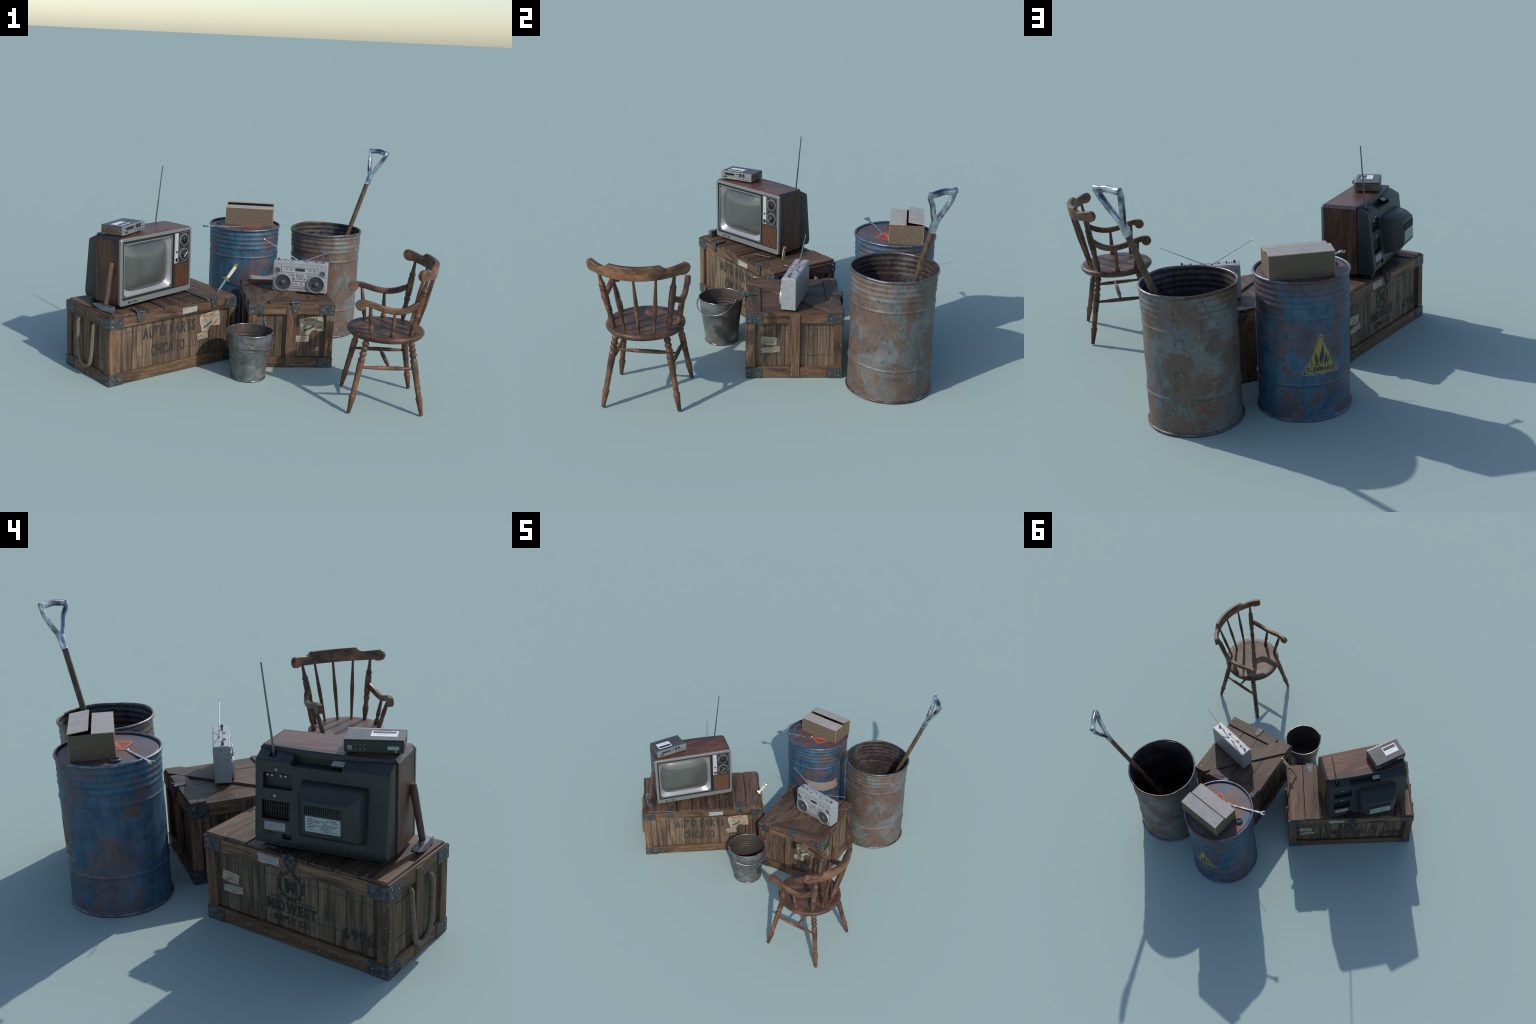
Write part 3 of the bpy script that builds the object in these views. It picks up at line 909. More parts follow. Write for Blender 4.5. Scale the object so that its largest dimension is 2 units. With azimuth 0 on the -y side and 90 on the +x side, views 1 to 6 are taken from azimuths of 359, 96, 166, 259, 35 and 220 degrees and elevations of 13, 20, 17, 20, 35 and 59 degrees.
put('warning_triangle_line', wrapped(tri_shape(0.088, 0.16), 0.2345, 0.4200, 0.0012), NAVY, drum, smooth=60)
put('warning_triangle', wrapped(tri_shape(0.083, 0.16), 0.2375, 0.4150, 0.0017), YEL, drum, smooth=60)
def tongue(cx, sway, w):
    return lambda t: (cx + sway * math.sin(t * 2.6) * t - w * math.sin(PI * min(1, t * 0.92 + 0.08)) ** 0.8 * (1 - t * 0.75), cx + sway * math.sin(t * 2.6) * t + w * math.sin(PI * min(1, t * 0.92 + 0.08)) ** 0.8 * (1 - t * 0.75))
fire = [wrapped(tongue(0.0, 0.012, 0.014), 0.287, 0.378, 0.0022, 14, 4), wrapped(tongue(-0.019, -0.010, 0.009), 0.285, 0.345, 0.0022, 12, 4),
        wrapped(tongue(0.019, 0.010, 0.009), 0.284, 0.340, 0.0022, 12, 4), wrapped(tongue(0.032, 0.006, 0.006), 0.284, 0.318, 0.0022, 10, 4),
        wrapped(lambda t: (-0.036, 0.036), 0.2785, 0.2815, 0.0022, 2, 10)]
put('warning_flame', join(*fire), NAVY, drum, smooth=60)
word = letters('FLAMMABLE', 0.024, 0.132, bold=0.03)
wv = []
for x, y, z in word[0]:
    th = math.radians(95.8) + x / 0.2215
    zz = 0.246 + y
    R = barrel_radius(zz, th, 4.0, DB) + 0.0024
    wv.append((R * math.cos(th), R * math.sin(th), zz))
put('warning_word', (wv, word[1]), NAVY, drum)

# --- open rusty drum
CG = (0.512, 0.625)
open_drum = thing('steel_drum', (*CG, 0), 0.35, 'open rusty grey steel drum, dented', 'barrel')
DG = 0.0090
put('drum_wall', barrel_wall(11.0, DG), GREY, open_drum, smooth=60)
inner = barrel_wall(11.0, DG)
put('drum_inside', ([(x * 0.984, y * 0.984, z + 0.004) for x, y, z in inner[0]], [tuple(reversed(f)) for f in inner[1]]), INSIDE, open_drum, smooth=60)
put('drum_rim', hoop(11.0, 0.003, 0.6665, 0.2240, 0.0066, wob=0.007), RIM, open_drum, smooth=80)
put('drum_foot_rim', hoop(11.0, 0.002, 0.0068, 0.2245, 0.0054), RIM, open_drum, smooth=80)
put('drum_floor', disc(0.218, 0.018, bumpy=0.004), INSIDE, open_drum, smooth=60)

# ------------------------------------------------------------------ shovel in the open drum
shovel = thing('shovel', (0.478, 0.604, 0.03), 0, 'long wooden shovel with worn metal D-grip', 'shovel')
S0 = Vector((0.478, 0.604, 0.03))
sh = lambda p: Vector(p) - S0
neck = sh((0.7772, 0.7822, 0.957)); ax = Vector((0.101, 0.060, 0.298)).normalized()
foot = neck - ax * 0.66
put('shaft', tube([foot, foot + (neck - foot) * 0.5, neck + ax * 0.02], 0.0150, 16),
    wood('shovel_shaft_wood', 'Z', (0.035, 0.021, 0.013), (0.092, 0.056, 0.034), (0.15, 0.095, 0.060), across=60, along=5, vary=0.05), shovel, smooth=60)
k = Nodes('scuffed_blue_chrome')
f = k.noise(13, 3, 0.5); g2 = k.noise(60, 4, 0.6)
col = k.ramp(f, [(0.38, (0.12, 0.135, 0.16)), (0.5, (0.34, 0.37, 0.42)), (0.62, (0.58, 0.60, 0.63))])
col = k.mix(k.math('MULTIPLY', k.step(k.noise(15, 5, 0.7, k.mapping(loc=(4, 4, 4))), 0.55, 0.62), 0.75), col, (0.15, 0.13, 0.10))
k.bump(g2, 0.04, 0.001)
CHROME = k.done(col, k.math('ADD', k.math('MULTIPLY', g2, 0.25), 0.10), 0.95)
ga, gb = sh((0.8030, 0.8715, 1.1635)), sh((0.8880, 0.7595, 1.1605))
gm = (ga + gb) / 2
side = (gb - ga).normalized()
split = neck + ax * 0.055
nrm = ax.cross(side).normalized()
def oval(w0, t0, w1, t1):
    return lambda i, t: ring2(w0 + (w1 - w0) * t, 12, t0 + (t1 - t0) * t)
put('grip_socket', sweep([neck - ax * 0.006, neck + ax * 0.002, neck + ax * 0.03, split + ax * 0.012], lambda i, t: ring2((0.0180, 0.0195, 0.0205, 0.0225)[i], 16, (0.0180, 0.0195, 0.0185, 0.0150)[i]), up=nrm), CHROME, shovel, smooth=70)
for s, e in ((-1, ga), (1, gb)):
    pth = catmull([split - ax * 0.018 + side * s * 0.006, split + ax * 0.012 + side * s * 0.012, split + ax * 0.055 + side * s * 0.033, split + ax * 0.105 + side * s * 0.054, e - ax * 0.022 - side * s * 0.001, e + ax * 0.006], 6)
    put('grip_arm', sweep(pth, oval(0.0140, 0.0145, 0.0105, 0.0170), up=nrm), CHROME, shovel, smooth=70)
put('grip_bar', sweep(catmull([ga - side * 0.006, ga + side * 0.02, gm + ax * 0.006, gb - side * 0.02, gb + side * 0.006], 6), lambda i, t: ring2(0.0165, 14, 0.0160)), CHROME, shovel, smooth=70)
# socket and blade down inside the drum
RUSTSTEEL = worn_metal('blade_steel', (0.05, 0.05, 0.052), (0.11, 0.105, 0.10), (0.2, 0.19, 0.18), 0.5, 0.6, 30, (0.09, 0.045, 0.03))
put('blade_socket', tube([foot - ax * 0.02, foot + ax * 0.10], lambda t: 0.020 - 0.004 * t, 14), RUSTSTEEL, shovel, smooth=60)
V, F = [], []
for i in range(13):
    t = i / 12
    w = 0.082 * min(1, 0.62 + t * 2.2) * (1 if t < 0.7 else math.sqrt(max(0.03, 1 - ((t - 0.7) / 0.32) ** 2)))
    for j in range(9):
        s = -1 + 2 * j / 8
        V.append(tuple(foot - ax * (0.24 * t) + side * (w * s) + nrm * (0.016 * s * s - 0.012 * (1 - t))))
for i in range(12):
    for j in range(8):
        F.append((i * 9 + j, i * 9 + j + 1, i * 9 + j + 10, i * 9 + j + 9))
n0 = len(V)
V += [tuple(Vector(p) + nrm * 0.003) for p in V]
F += [tuple(n0 + q for q in reversed(f)) for f in list(F)]
put('blade', (V, F), RUSTSTEEL, shovel, smooth=50)

# ------------------------------------------------------------------ bucket
bucket = thing('bucket', (0.0405, -0.3505, 0), 0, 'dented galvanised metal bucket with wire bail', 'bucket')
def tin(name, dark, br=1.0, bias=0.0):
    k = Nodes(name)
    f = k.noise(9, 5, 0.6); g = k.noise(42, 5, 0.7)
    d = dark
    col = k.ramp(f, [(0.36, (0.085 * d, 0.088 * d, 0.088 * d)), (0.5, (0.155 * d, 0.165 * d, 0.165 * d)), (0.64, (0.245 * d, 0.258 * d, 0.258 * d))])
    col = k.mix(k.math('MULTIPLY', k.step(k.math('ADD', k.math('MULTIPLY', k.noise(6, 4, 0.6, k.mapping(loc=(2, 5, 1))), 0.6), k.math('MULTIPLY', g, 0.4)), 0.475, 0.57), 0.7), col, (0.13 * br * d, 0.105 * br * d, 0.086 * br * d))
    col = k.mix(k.step(k.noise(60, 3, 0.6), 0.70, 0.74), col, (0.03, 0.022, 0.018))
    k.bump(f, 0.3, 0.004)
    if bias:
        col = k.mix(bias, col, (0.12, 0.088, 0.073))
    return k.done(col, k.math('ADD', k.math('MULTIPLY', g, 0.35), 0.28), 0.5)
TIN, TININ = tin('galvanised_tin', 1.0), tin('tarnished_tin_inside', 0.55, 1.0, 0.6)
def bucket_r(z):
    r = 0.0945 + (0.1275 - 0.0945) * z / 0.272
    for zc, a in ((0.198, 0.0022), (0.181, 0.0022), (0.214, 0.0012)):
        r += a * math.exp(-((z - zc) / 0.004) ** 2)
    return r
def pail(off, n=96, rows=80, z0=0.003):
    V, F = [], []
    for k in range(rows + 1):
        z = z0 + (0.270 - z0) * k / rows
        for i in range(n):
            th = 2 * PI * i / n
            q = Vector((math.cos(th) * 1.7, math.sin(th) * 1.7, z * 9))
            r = bucket_r(z) + off + 0.0028 * noise.noise(q) + 0.0012 * noise.noise(q * 2.7)
            V.append((r * math.cos(th), r * math.sin(th), z))
    for k in range(rows):
        for i in range(n):
            j = (i + 1) % n
            F.append((k * n + i, k * n + j, (k + 1) * n + j, (k + 1) * n + i))
    return V, F
put('bucket_wall', pail(0.0), TIN, bucket, smooth=60)
g = pail(-0.0024)
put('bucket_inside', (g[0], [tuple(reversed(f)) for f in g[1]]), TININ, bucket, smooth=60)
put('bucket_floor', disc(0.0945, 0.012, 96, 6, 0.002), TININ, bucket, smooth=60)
def torus(R, r, z, n=96, m=10, wob=0.0):
    V, F = [], []
    for i in range(n):
        th = 2 * PI * i / n
        RR = R + wob * noise.noise(Vector((math.cos(th) * 1.7, math.sin(th) * 1.7, 0.27 * 9)))
        for k in range(m):
            a = 2 * PI * k / m
            V.append(((RR + r * math.cos(a)) * math.cos(th), (RR + r * math.cos(a)) * math.sin(th), z + r * math.sin(a)))
    for i in range(n):
        for k in range(m):
            F.append((i * m + k, ((i + 1) % n) * m + k, ((i + 1) % n) * m + (k + 1) % m, i * m + (k + 1) % m))
    return V, F
BRIGHT = worn_metal('bright_worn_steel', (0.13, 0.13, 0.14), (0.25, 0.25, 0.27), (0.45, 0.45, 0.47), 0.3, 0.8, 50, (0.12, 0.09, 0.075))
put('bucket_rim', torus(0.1275, 0.0034, 0.2705, wob=0.0028), BRIGHT, bucket, smooth=80)
put('bucket_foot_rim', torus(0.0955, 0.0036, 0.0036), BRIGHT, bucket, smooth=80)
ea = Vector((0.617, 0.787, 0)); eo = Vector((0.787, -0.617, 0))
for s in (-1, 1):
    c = ea * s * 0.1275
    m = frame_matrix((c.x, c.y, 0.262), (-ea.y * s, ea.x * s, 0), (0, 0, 1))
    ear = [(-0.020, 0), (-0.013, -0.020), (0, -0.030), (0.013, -0.020), (0.020, 0), (0.012, 0.014), (0.007, 0.026), (-0.007, 0.026), (-0.012, 0.014)]
    put('bail_ear', xf(prism(ear, 0.001, 0.0045, 0.001), m), TIN, bucket, smooth=30)
    put('bail_eye', xf(torus(0.0085, 0.0026, 0.0, 20, 8), m @ Matrix.Translation((0, 0.020, 0.005))), BRIGHT, bucket, smooth=80)
pts = []
for i in range(49):
    a = PI * i / 48
    rr = 0.131
    o = eo * math.cos(math.radians(34)) - Vector((0, 0, 1)) * math.sin(math.radians(34))
    pts.append(Vector((0, 0, 0.282)) + ea * (rr * math.cos(a) * (1 + 0.11 * math.sin(2 * a) ** 2)) + o * (0.158 * math.sin(a) ** 0.85))
put('bail_handle', tube(pts, 0.0030, 8), BRIGHT, bucket, smooth=80)

# ------------------------------------------------------------------ armchair
chair = thing('wooden_armchair', (0.750, -0.628, 0), 0, 'turned brown wooden armchair with curved back rail', 'chair')
CH = dict(dark=(0.05, 0.024, 0.014), mid=(0.15, 0.070, 0.036), light=(0.25, 0.125, 0.066), along=6, across=26, vary=0.08, rough=0.48, bump=0.1, stain=(0.045, 0.026, 0.018), crack=0.3, stain_scale=16)
CWZ, CWX, CWY = (wood('chair_wood_' + a.lower(), a, **CH) for a in 'ZXY')
CS = dict(CH); CS.update(mid=(0.115, 0.055, 0.034), light=(0.19, 0.095, 0.058), rough=0.48, stain_scale=9)
CSX = wood('chair_seat_wood', 'X', **CS)
cx = lambda p: (p[0] - 0.750, p[1], p[2])          # world x, y offset from the mid plane

def smooth_prof(keys, per=5):
    """(t, radius) keys joined by smooth curves"""
    P = catmull([(t, r, 0) for t, r in keys], per)
    return [(p.x, max(0.002, p.y)) for p in P]

seat = [(0.001, 0.4085), (0.08, 0.4085), (0.13, 0.4095), (0.165, 0.4118), (0.184, 0.4125), (0.192, 0.4100), (0.1965, 0.4040), (0.1975, 0.3975), (0.1950, 0.3915), (0.1900, 0.3885), (0.1895, 0.3855), (0.1860, 0.3800), (0.1780, 0.3765), (0.001, 0.3765)]
put('seat', move(lathe([(r * 1.028, z) for r, z in seat], 72), 0.752 - 0.750, -0.002, 0), CSX, chair, smooth=50)
LEG = [(0.0, 0.0125), (0.03, 0.0135), (0.055, 0.0185), (0.085, 0.0150), (0.10, 0.0135), (0.125, 0.0190), (0.155, 0.0150), (0.165, 0.0135), (0.195, 0.0195), (0.225, 0.0150), (0.24, 0.0135), (0.275, 0.0190),
       (0.305, 0.0175), (0.315, 0.0165), (0.33, 0.0178), (0.42, 0.0168), (0.505, 0.0150), (0.515, 0.0165), (0.528, 0.0165), (0.540, 0.0145), (0.64, 0.0150), (0.745, 0.0138), (0.755, 0.0150), (0.770, 0.0178), (0.785, 0.0178), (0.83, 0.0155), (0.93, 0.0118), (1.0, 0.0100)]
tops = {(-1, -1): (0.637, -0.139, 0.383), (1, -1): (0.867, -0.128, 0.383), (-1, 1): (0.634, 0.139, 0.383), (1, 1): (0.866, 0.129, 0.383)}
feet = {(-1, -1): (0.563, -0.196, 0.0026), (1, -1): (0.940, -0.195, 0.0026), (-1, 1): (0.561, 0.194, 0.0026), (1, 1): (0.935, 0.198, 0.0026)}
def on_leg(k, z):
    a, b = Vector(tops[k]), Vector(feet[k])
    return a.lerp(b, (a.z - z) / (a.z - b.z))
for k in tops:
    put('leg', turned(cx(tops[k]), cx(feet[k]), smooth_prof(LEG, 3), 20), CWZ, chair, smooth=50)
STR = [(0.0, 0.0055), (0.12, 0.0075), (0.30, 0.0105), (0.315, 0.0122), (0.33, 0.0105), (0.5, 0.0115), (0.67, 0.0105), (0.685, 0.0122), (0.70, 0.0105), (0.88, 0.0075), (1.0, 0.0055)]
for s in (-1, 1):
    a, b = on_leg((-1, s), 0.238 if s < 0 else 0.234), on_leg((1, s), 0.239 if s < 0 else 0.235)
    put('stretcher', turned(cx(a), cx(b), smooth_prof(STR, 2), 14), CWX, chair, smooth=50)
a, b = on_leg((-1, -1), 0.242).lerp(on_leg((1, -1), 0.242), 0.53), on_leg((-1, 1), 0.236).lerp(on_leg((1, 1), 0.236), 0.52)
put('cross_stretcher', turned(cx(a), cx(b), smooth_prof(STR, 2), 14), CWY, chair, smooth=50)
# back posts, spindles
STILE = [(0.0, 0.0095), (0.05, 0.0105), (0.14, 0.0150), (0.19, 0.0165), (0.245, 0.0135), (0.29, 0.0115), (0.305, 0.0135), (0.325, 0.0125), (0.36, 0.0165), (0.395, 0.0150), (0.415, 0.0125), (0.425, 0.0160), (0.437, 0.0160), (0.445, 0.0145),
         (0.46, 0.0165), (0.58, 0.0172), (0.71, 0.0165), (0.722, 0.0150), (0.735, 0.0125), (0.748, 0.0158), (0.775, 0.0165), (0.81, 0.0120), (0.87, 0.0092), (1.0, 0.0068)]
SPIN = [(0.0, 0.0065), (0.2, 0.0080), (0.5, 0.0108), (0.55, 0.0108), (0.8, 0.0075), (1.0, 0.0058)]
for s in (-1, 1):
    put('back_post', turned(cx((0.8605, s * 0.1385, 0.405)), cx((0.914, s * 0.189, 0.735)), smooth_prof(STILE, 3), 20), CWZ, chair, smooth=50)
for f, t in (((0.893, -0.074, 0.405), (0.966, -0.108, 0.728)), ((0.905, 0.0, 0.405), (0.986, 0.0, 0.728)), ((0.893, 0.074, 0.405), (0.966, 0.108, 0.728))):
    put('spindle', turned(cx(f), cx(t), smooth_prof(SPIN, 4), 14), CWZ, chair, smooth=50)
# curved top rail: plan arc, outline with a raised middle and rounded ends
def rail_outline(s):
    """s = arc position in metres, -end..end -> (bottom, top)"""
    a = abs(s)
    end = 0.288
    if a < 0.131:
        top = 0.783
    elif a < 0.170:
        u = (a - 0.131) / 0.039
        top = 0.783 - 0.023 * (1 - (1 - u) ** 1.7)
    else:
        top = 0.760 + 0.005 * min(1, (a - 0.170) / 0.09)
    bot = 0.7135
    if a > 0.232:
        u = min(1, (a - 0.232) / 0.018)
        bot = 0.7135 - 0.0060 * (1 - (1 - u) ** 2) ** 0.5
    r0 = 0.026
    if a > end - r0:
        u = (a - (end - r0)) / r0
        h = math.sqrt(max(0.0, 1 - u * u))
        m, hh = (bot + top) / 2, (top - bot) / 2
        bot, top = m - hh * max(0.12, h), m + hh * max(0.12, h)
    return bot, top
RR = 0.320
V, F = [], []
N = 120
ss = [-0.288 + 0.576 * i / N for i in range(N + 1)]
for s in ss:
    a = s / RR
    b, t = rail_outline(s)
    c = 0.003
    h = 0.0118
    for dr, z in ((-h, b + c), (-h, t - c), (-h + c, t), (h - c, t), (h, t - c), (h, b + c), (h - c, b), (-h + c, b)):
        if t - b < 4 * c:
            z = min(max(z, b), t)
        R = RR + dr
        xx = R * math.cos(a) - RR
        V.append((0.9835 + xx - 0.750 + (z - 0.75) * 0.12, R * math.sin(a), z - xx * 0.17))
for i in range(N):
    for k in range(8):
        l = (k + 1) % 8
        F.append((i * 8 + k, i * 8 + l, (i + 1) * 8 + l, (i + 1) * 8 + k))
F.append(tuple(range(8))); F.append(tuple(reversed(range(N * 8, N * 8 + 8))))
put('top_rail', (V, F), CWY, chair, smooth=40)
# arms
for s in (-1, 1):
    pts = [(0.884, 0.166, 0.597), (0.862, 0.181, 0.580), (0.825, 0.193, 0.5625), (0.782, 0.1985, 0.5545), (0.735, 0.1995, 0.5580), (0.685, 0.198, 0.5700), (0.640, 0.194, 0.5840), (0.607, 0.190, 0.5895), (0.588, 0.188, 0.5890)]
    pth = catmull([cx((p[0], s * p[1], p[2])) for p in pts], 6)
    def sec(i, t):
        h = 0.031 - 0.006 * max(0, 1 - t * 6) - 0.002 * t
        return rrect(0.026, h, 0.005)
    put('arm', sweep(pth, sec, up=(0, 0, 1)), CWX, chair, smooth=40)
    sc = lathe([(0.018, -0.0128), (0.0250, -0.0128), (0.0270, -0.0105), (0.0270, 0.0105), (0.0250, 0.0128), (0.018, 0.0128)], 28)
    put('arm_scroll', xf(sc, frame_matrix(cx((0.5885, s * 0.188, 0.5775)), (0, 0, 1), (1, 0, 0))), CWX, chair, smooth=40)
    P1 = [(0.0, 0.0085), (0.05, 0.0085), (0.10, 0.0095), (0.28, 0.0128), (0.36, 0.0115), (0.44, 0.0085), (0.455, 0.0120), (0.49, 0.0120), (0.50, 0.0095), (0.53, 0.0118), (0.62, 0.0115), (1.0, 0.0068)]
    put('arm_post', turned(cx((0.658, s * 0.146, 0.405)), cx((0.635, s * 0.196, 0.580)), smooth_prof(P1, 3), 16), CWZ, chair, smooth=50)
    P2 = [(0.0, 0.0095), (0.03, 0.0120), (0.10, 0.0142), (0.19, 0.0120), (0.24, 0.0085), (0.29, 0.0085), (0.36, 0.0110), (0.46, 0.0112), (1.0, 0.0065)]
    put('arm_post', turned(cx((0.761, s * 0.170, 0.405)), cx((0.761, s * 0.203, 0.550)), smooth_prof(P2, 3), 16), CWZ, chair, smooth=50)

# ------------------------------------------------------------------ television
ZB = 0.390                                               # top of the long crate's lid
tv = thing('television_set', (-0.4945, -0.2655, ZB), math.radians(51.3), 'old wood-cased tube television with dials and antenna', 'television')
tz = lambda z: z - ZB
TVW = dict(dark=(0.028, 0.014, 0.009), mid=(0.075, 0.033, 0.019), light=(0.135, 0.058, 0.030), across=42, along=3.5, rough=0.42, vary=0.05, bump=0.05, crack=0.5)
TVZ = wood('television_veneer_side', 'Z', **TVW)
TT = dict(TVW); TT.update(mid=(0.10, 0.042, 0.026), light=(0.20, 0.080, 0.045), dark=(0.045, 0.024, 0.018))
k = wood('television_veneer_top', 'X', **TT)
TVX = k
# faint ring stain left by a cup on the top
nt = k.node_tree
bs = nt.nodes['Principled BSDF']
src = bs.inputs['Base Color'].links[0].from_socket
tcn = [n for n in nt.nodes if n.type == 'TEX_COORD'][0]
def nd(kind, **kw):
    x = nt.nodes.new('ShaderNode' + kind)
    for a, b in kw.items():
        setattr(x, a, b)
    return x
mp = nd('Mapping'); mp.inputs['Location'].default_value = (-0.179, -0.040, 0); mp.inputs['Scale'].default_value = (1, 1.5, 0)
nt.links.new(tcn.outputs['Object'], mp.inputs[0])
ln = nd('VectorMath', operation='LENGTH'); nt.links.new(mp.outputs[0], ln.inputs[0])
m1 = nd('Math', operation='SUBTRACT'); nt.links.new(ln.outputs['Value'], m1.inputs[0]); m1.inputs[1].default_value = 0.040
m2 = nd('Math', operation='ABSOLUTE'); nt.links.new(m1.outputs[0], m2.inputs[0])
m3 = nd('MapRange'); nt.links.new(m2.outputs[0], m3.inputs[0])
m3.inputs[1].default_value = 0.0; m3.inputs[2].default_value = 0.0022; m3.inputs[3].default_value = 0.40; m3.inputs[4].default_value = 0.0
mx = nd('Mix', data_type='RGBA'); nt.links.new(m3.outputs[0], mx.inputs[0]); nt.links.new(src, mx.inputs[6]); mx.inputs[7].default_value = (0.30, 0.22, 0.19, 1)
nt.links.new(mx.outputs[2], bs.inputs['Base Color'])

BLACK = plain('black_plastic', (0.012, 0.013, 0.013), 0.42)
SHELL = plain('dark_moulded_plastic', (0.017, 0.019, 0.018), 0.48, vary=0.2, scale=220)
NAVYTRIM = plain('dark_edge_trim', (0.022, 0.022, 0.026), 0.45)
SILVER = plain('brushed_silver', (0.27, 0.285, 0.28), 0.42, 0.45, vary=0.08, scale=80)
BEZEL = plain('dull_bezel_metal', (0.20, 0.212, 0.21), 0.45, 0.35, vary=0.08, scale=80)
PALESILVER = plain('satin_funnel', (0.33, 0.33, 0.345), 0.38, 0.35, vary=0.05)
CHR = plain('bright_chrome', (0.62, 0.63, 0.64), 0.16, 1.0, vary=0.1)
LIGHTPLATE = plain('light_plate', (0.42, 0.42, 0.42), 0.5, 0.1, vary=0.05)

# cabinet panels
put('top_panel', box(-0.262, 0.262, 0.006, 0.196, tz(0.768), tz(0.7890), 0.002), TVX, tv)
for s in (-1, 1):
    x0, x1 = sorted((s * 0.262, s * 0.2775))
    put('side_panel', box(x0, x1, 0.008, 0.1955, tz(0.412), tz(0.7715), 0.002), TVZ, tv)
    tri = [(s * 0.262, tz(0.7888)), (s * 0.2640, tz(0.7888)), (s * 0.2775, tz(0.7735)), (s * 0.2775, tz(0.7715)), (s * 0.262, tz(0.7715))]
    if s < 0:
        tri.reverse()
    put('edge_trim', xf(prism(list(reversed(tri)), -0.1955, -0.008), frame_matrix((0, 0, 0), (1, 0, 0), (0, 0, 1))), NAVYTRIM, tv)
put('cabinet_floor', box(-0.262, 0.262, 0.012, 0.195, tz(0.412), tz(0.424), 0.002), BLACK, tv)
# front bezel: bright frame with a chamfer
def rect(x0, x1, z0, z1, c=0.0):
    if not c:
        return [(x0, z0), (x1, z0), (x1, z1), (x0, z1)]
    return [(x0 + c, z0), (x1 - c, z0), (x1, z0 + c), (x1, z1 - c), (x1 - c, z1), (x0 + c, z1), (x0, z1 - c), (x0, z0 + c)]
def framed(o, i, y_out, y_in, back):
    """picture-frame of outlines in (x, z): outer side wall, face, inner wall"""
    geos = [quadring(o, o, -back, -y_out), quadring(o, i, -y_out, -y_in), quadring(i, i, -y_in, -back)]
    return xf(join(*geos), frame_matrix((0, 0, 0), (1, 0, 0), (0, 0, 1)))
o1 = rect(-0.2790, 0.2790, tz(0.4105), tz(0.7845), 0.009)
o2 = rect(-0.2760, 0.2760, tz(0.4135), tz(0.7815), 0.008)
i1 = rect(-0.2625, 0.2645, tz(0.4415), tz(0.7685), 0.003)
FM = frame_matrix((0, 0, 0), (1, 0, 0), (0, 0, 1))
put('front_bezel', xf(join(quadring(o1, o1, -0.012, 0.0), quadring(o1, o2, 0.0, 0.003), quadring(o2, i1, 0.003, 0.003), quadring(i1, i1, 0.003, -0.010)), FM), BEZEL, tv)
so = rect(-0.2525, 0.1215, tz(0.4565), tz(0.7535))
put('black_surround', xf(join(quadring(rect(-0.2635, 0.2655, tz(0.4405), tz(0.7695)), so, -0.004, -0.004), quadring(so, so, -0.004, -0.02)), FM), BLACK, tv)
si = rect(-0.2485, 0.1175, tz(0.4605), tz(0.7495))
put('screen_trim', xf(join(quadring(so, so, -0.006, 0.001), quadring(so, si, 0.001, 0.001), quadring(si, si, 0.001, -0.008)), FM), SILVER, tv)
# funnel from the square frame to the barrel-shaped tube edge
def squircle(hw, hh, n=64, p=5.0, cxs=-0.0655, cz=tz(0.605)):
    out = []
    for i in range(n):
        a = 2 * PI * (i + 0.5) / n
        c, s = math.cos(a), math.sin(a)
        r = (abs(c) ** p + abs(s) ** p) ** (-1 / p)
        out.append((cxs + hw * r * c, cz + hh * r * s))
    return out
fo = squircle(0.183, 0.1445, p=60)
fi = squircle(0.170, 0.1290, p=5.0)
put('screen_funnel', xf(quadring(fo, fi, -0.004, -0.026), FM), PALESILVER, tv, smooth=25)
k = Nodes('tube_glass')
k.b.inputs['Coat Weight'].default_value = 0.6
k.b.inputs['Coat Roughness'].default_value = 0.08
GLASS = k.done(k.ramp(k.noise(9, 3, 0.5), [(0.3, (0.058, 0.063, 0.057)), (0.7, (0.075, 0.080, 0.073))]), 0.30, 0.0, 0.5)
V, F = [], []
rings = 16
for r in range(rings + 1):
    t = r / rings
    for (x, z) in squircle(0.172 * t, 0.131 * t, p=5.0 - 2.6 * (1 - t)):
        V.append((x, 0.0250 - 0.035 * (1 - t ** 3.0), z))
for r in range(rings):
    for i in range(64):
        j = (i + 1) % 64
        F.append((r * 64 + i, r * 64 + j, (r + 1) * 64 + j, (r + 1) * 64 + i))
put('picture_tube', (V, F), GLASS, tv, smooth=80)
# control column
put('control_panel', box(0.134, 0.2640, 0.001, 0.02, tz(0.442), tz(0.7675), 0.001), BLACK, tv)
pl = xf(quadring(rect(0.178, 0.2585, tz(0.588), tz(0.7615)), rect(0.1795, 0.257, tz(0.5895), tz(0.760)), 0.0006, 0.0006), FM)
put('control_outline', pl, SILVER, tv)
put('channel_strip', box(0.1415, 0.1715, -0.0015, 0.004, tz(0.586), tz(0.7605), 0.001), LIGHTPLATE, tv)
marks = [box(0.1430, 0.1495, -0.0020, 0.0, tz(0.667 + 0.0075 * i), tz(0.6685 + 0.0075 * i), 0.0002) for i in range(12)]
put('channel_mark', join(*marks), NAVYTRIM, tv, kind='stuff')
put('slider_switch', box(0.1520, 0.1630, -0.0055, 0.0, tz(0.647), tz(0.657), 0.001), BLACK, tv)
put('volume_knob', xf(lathe([(0.0095, 0), (0.0095, 0.010), (0.0080, 0.0125), (0.001, 0.0125)], 20), FM @ Matrix.Translation((0.158, tz(0.607), 0.0015))), BLACK, tv, smooth=40)
put('knob_cap', xf(lathe([(0.0060, 0.0125), (0.0055, 0.0137), (0.001, 0.0137)], 16), FM @ Matrix.Translation((0.158, tz(0.607), 0.0015))), SILVER, tv, smooth=40)
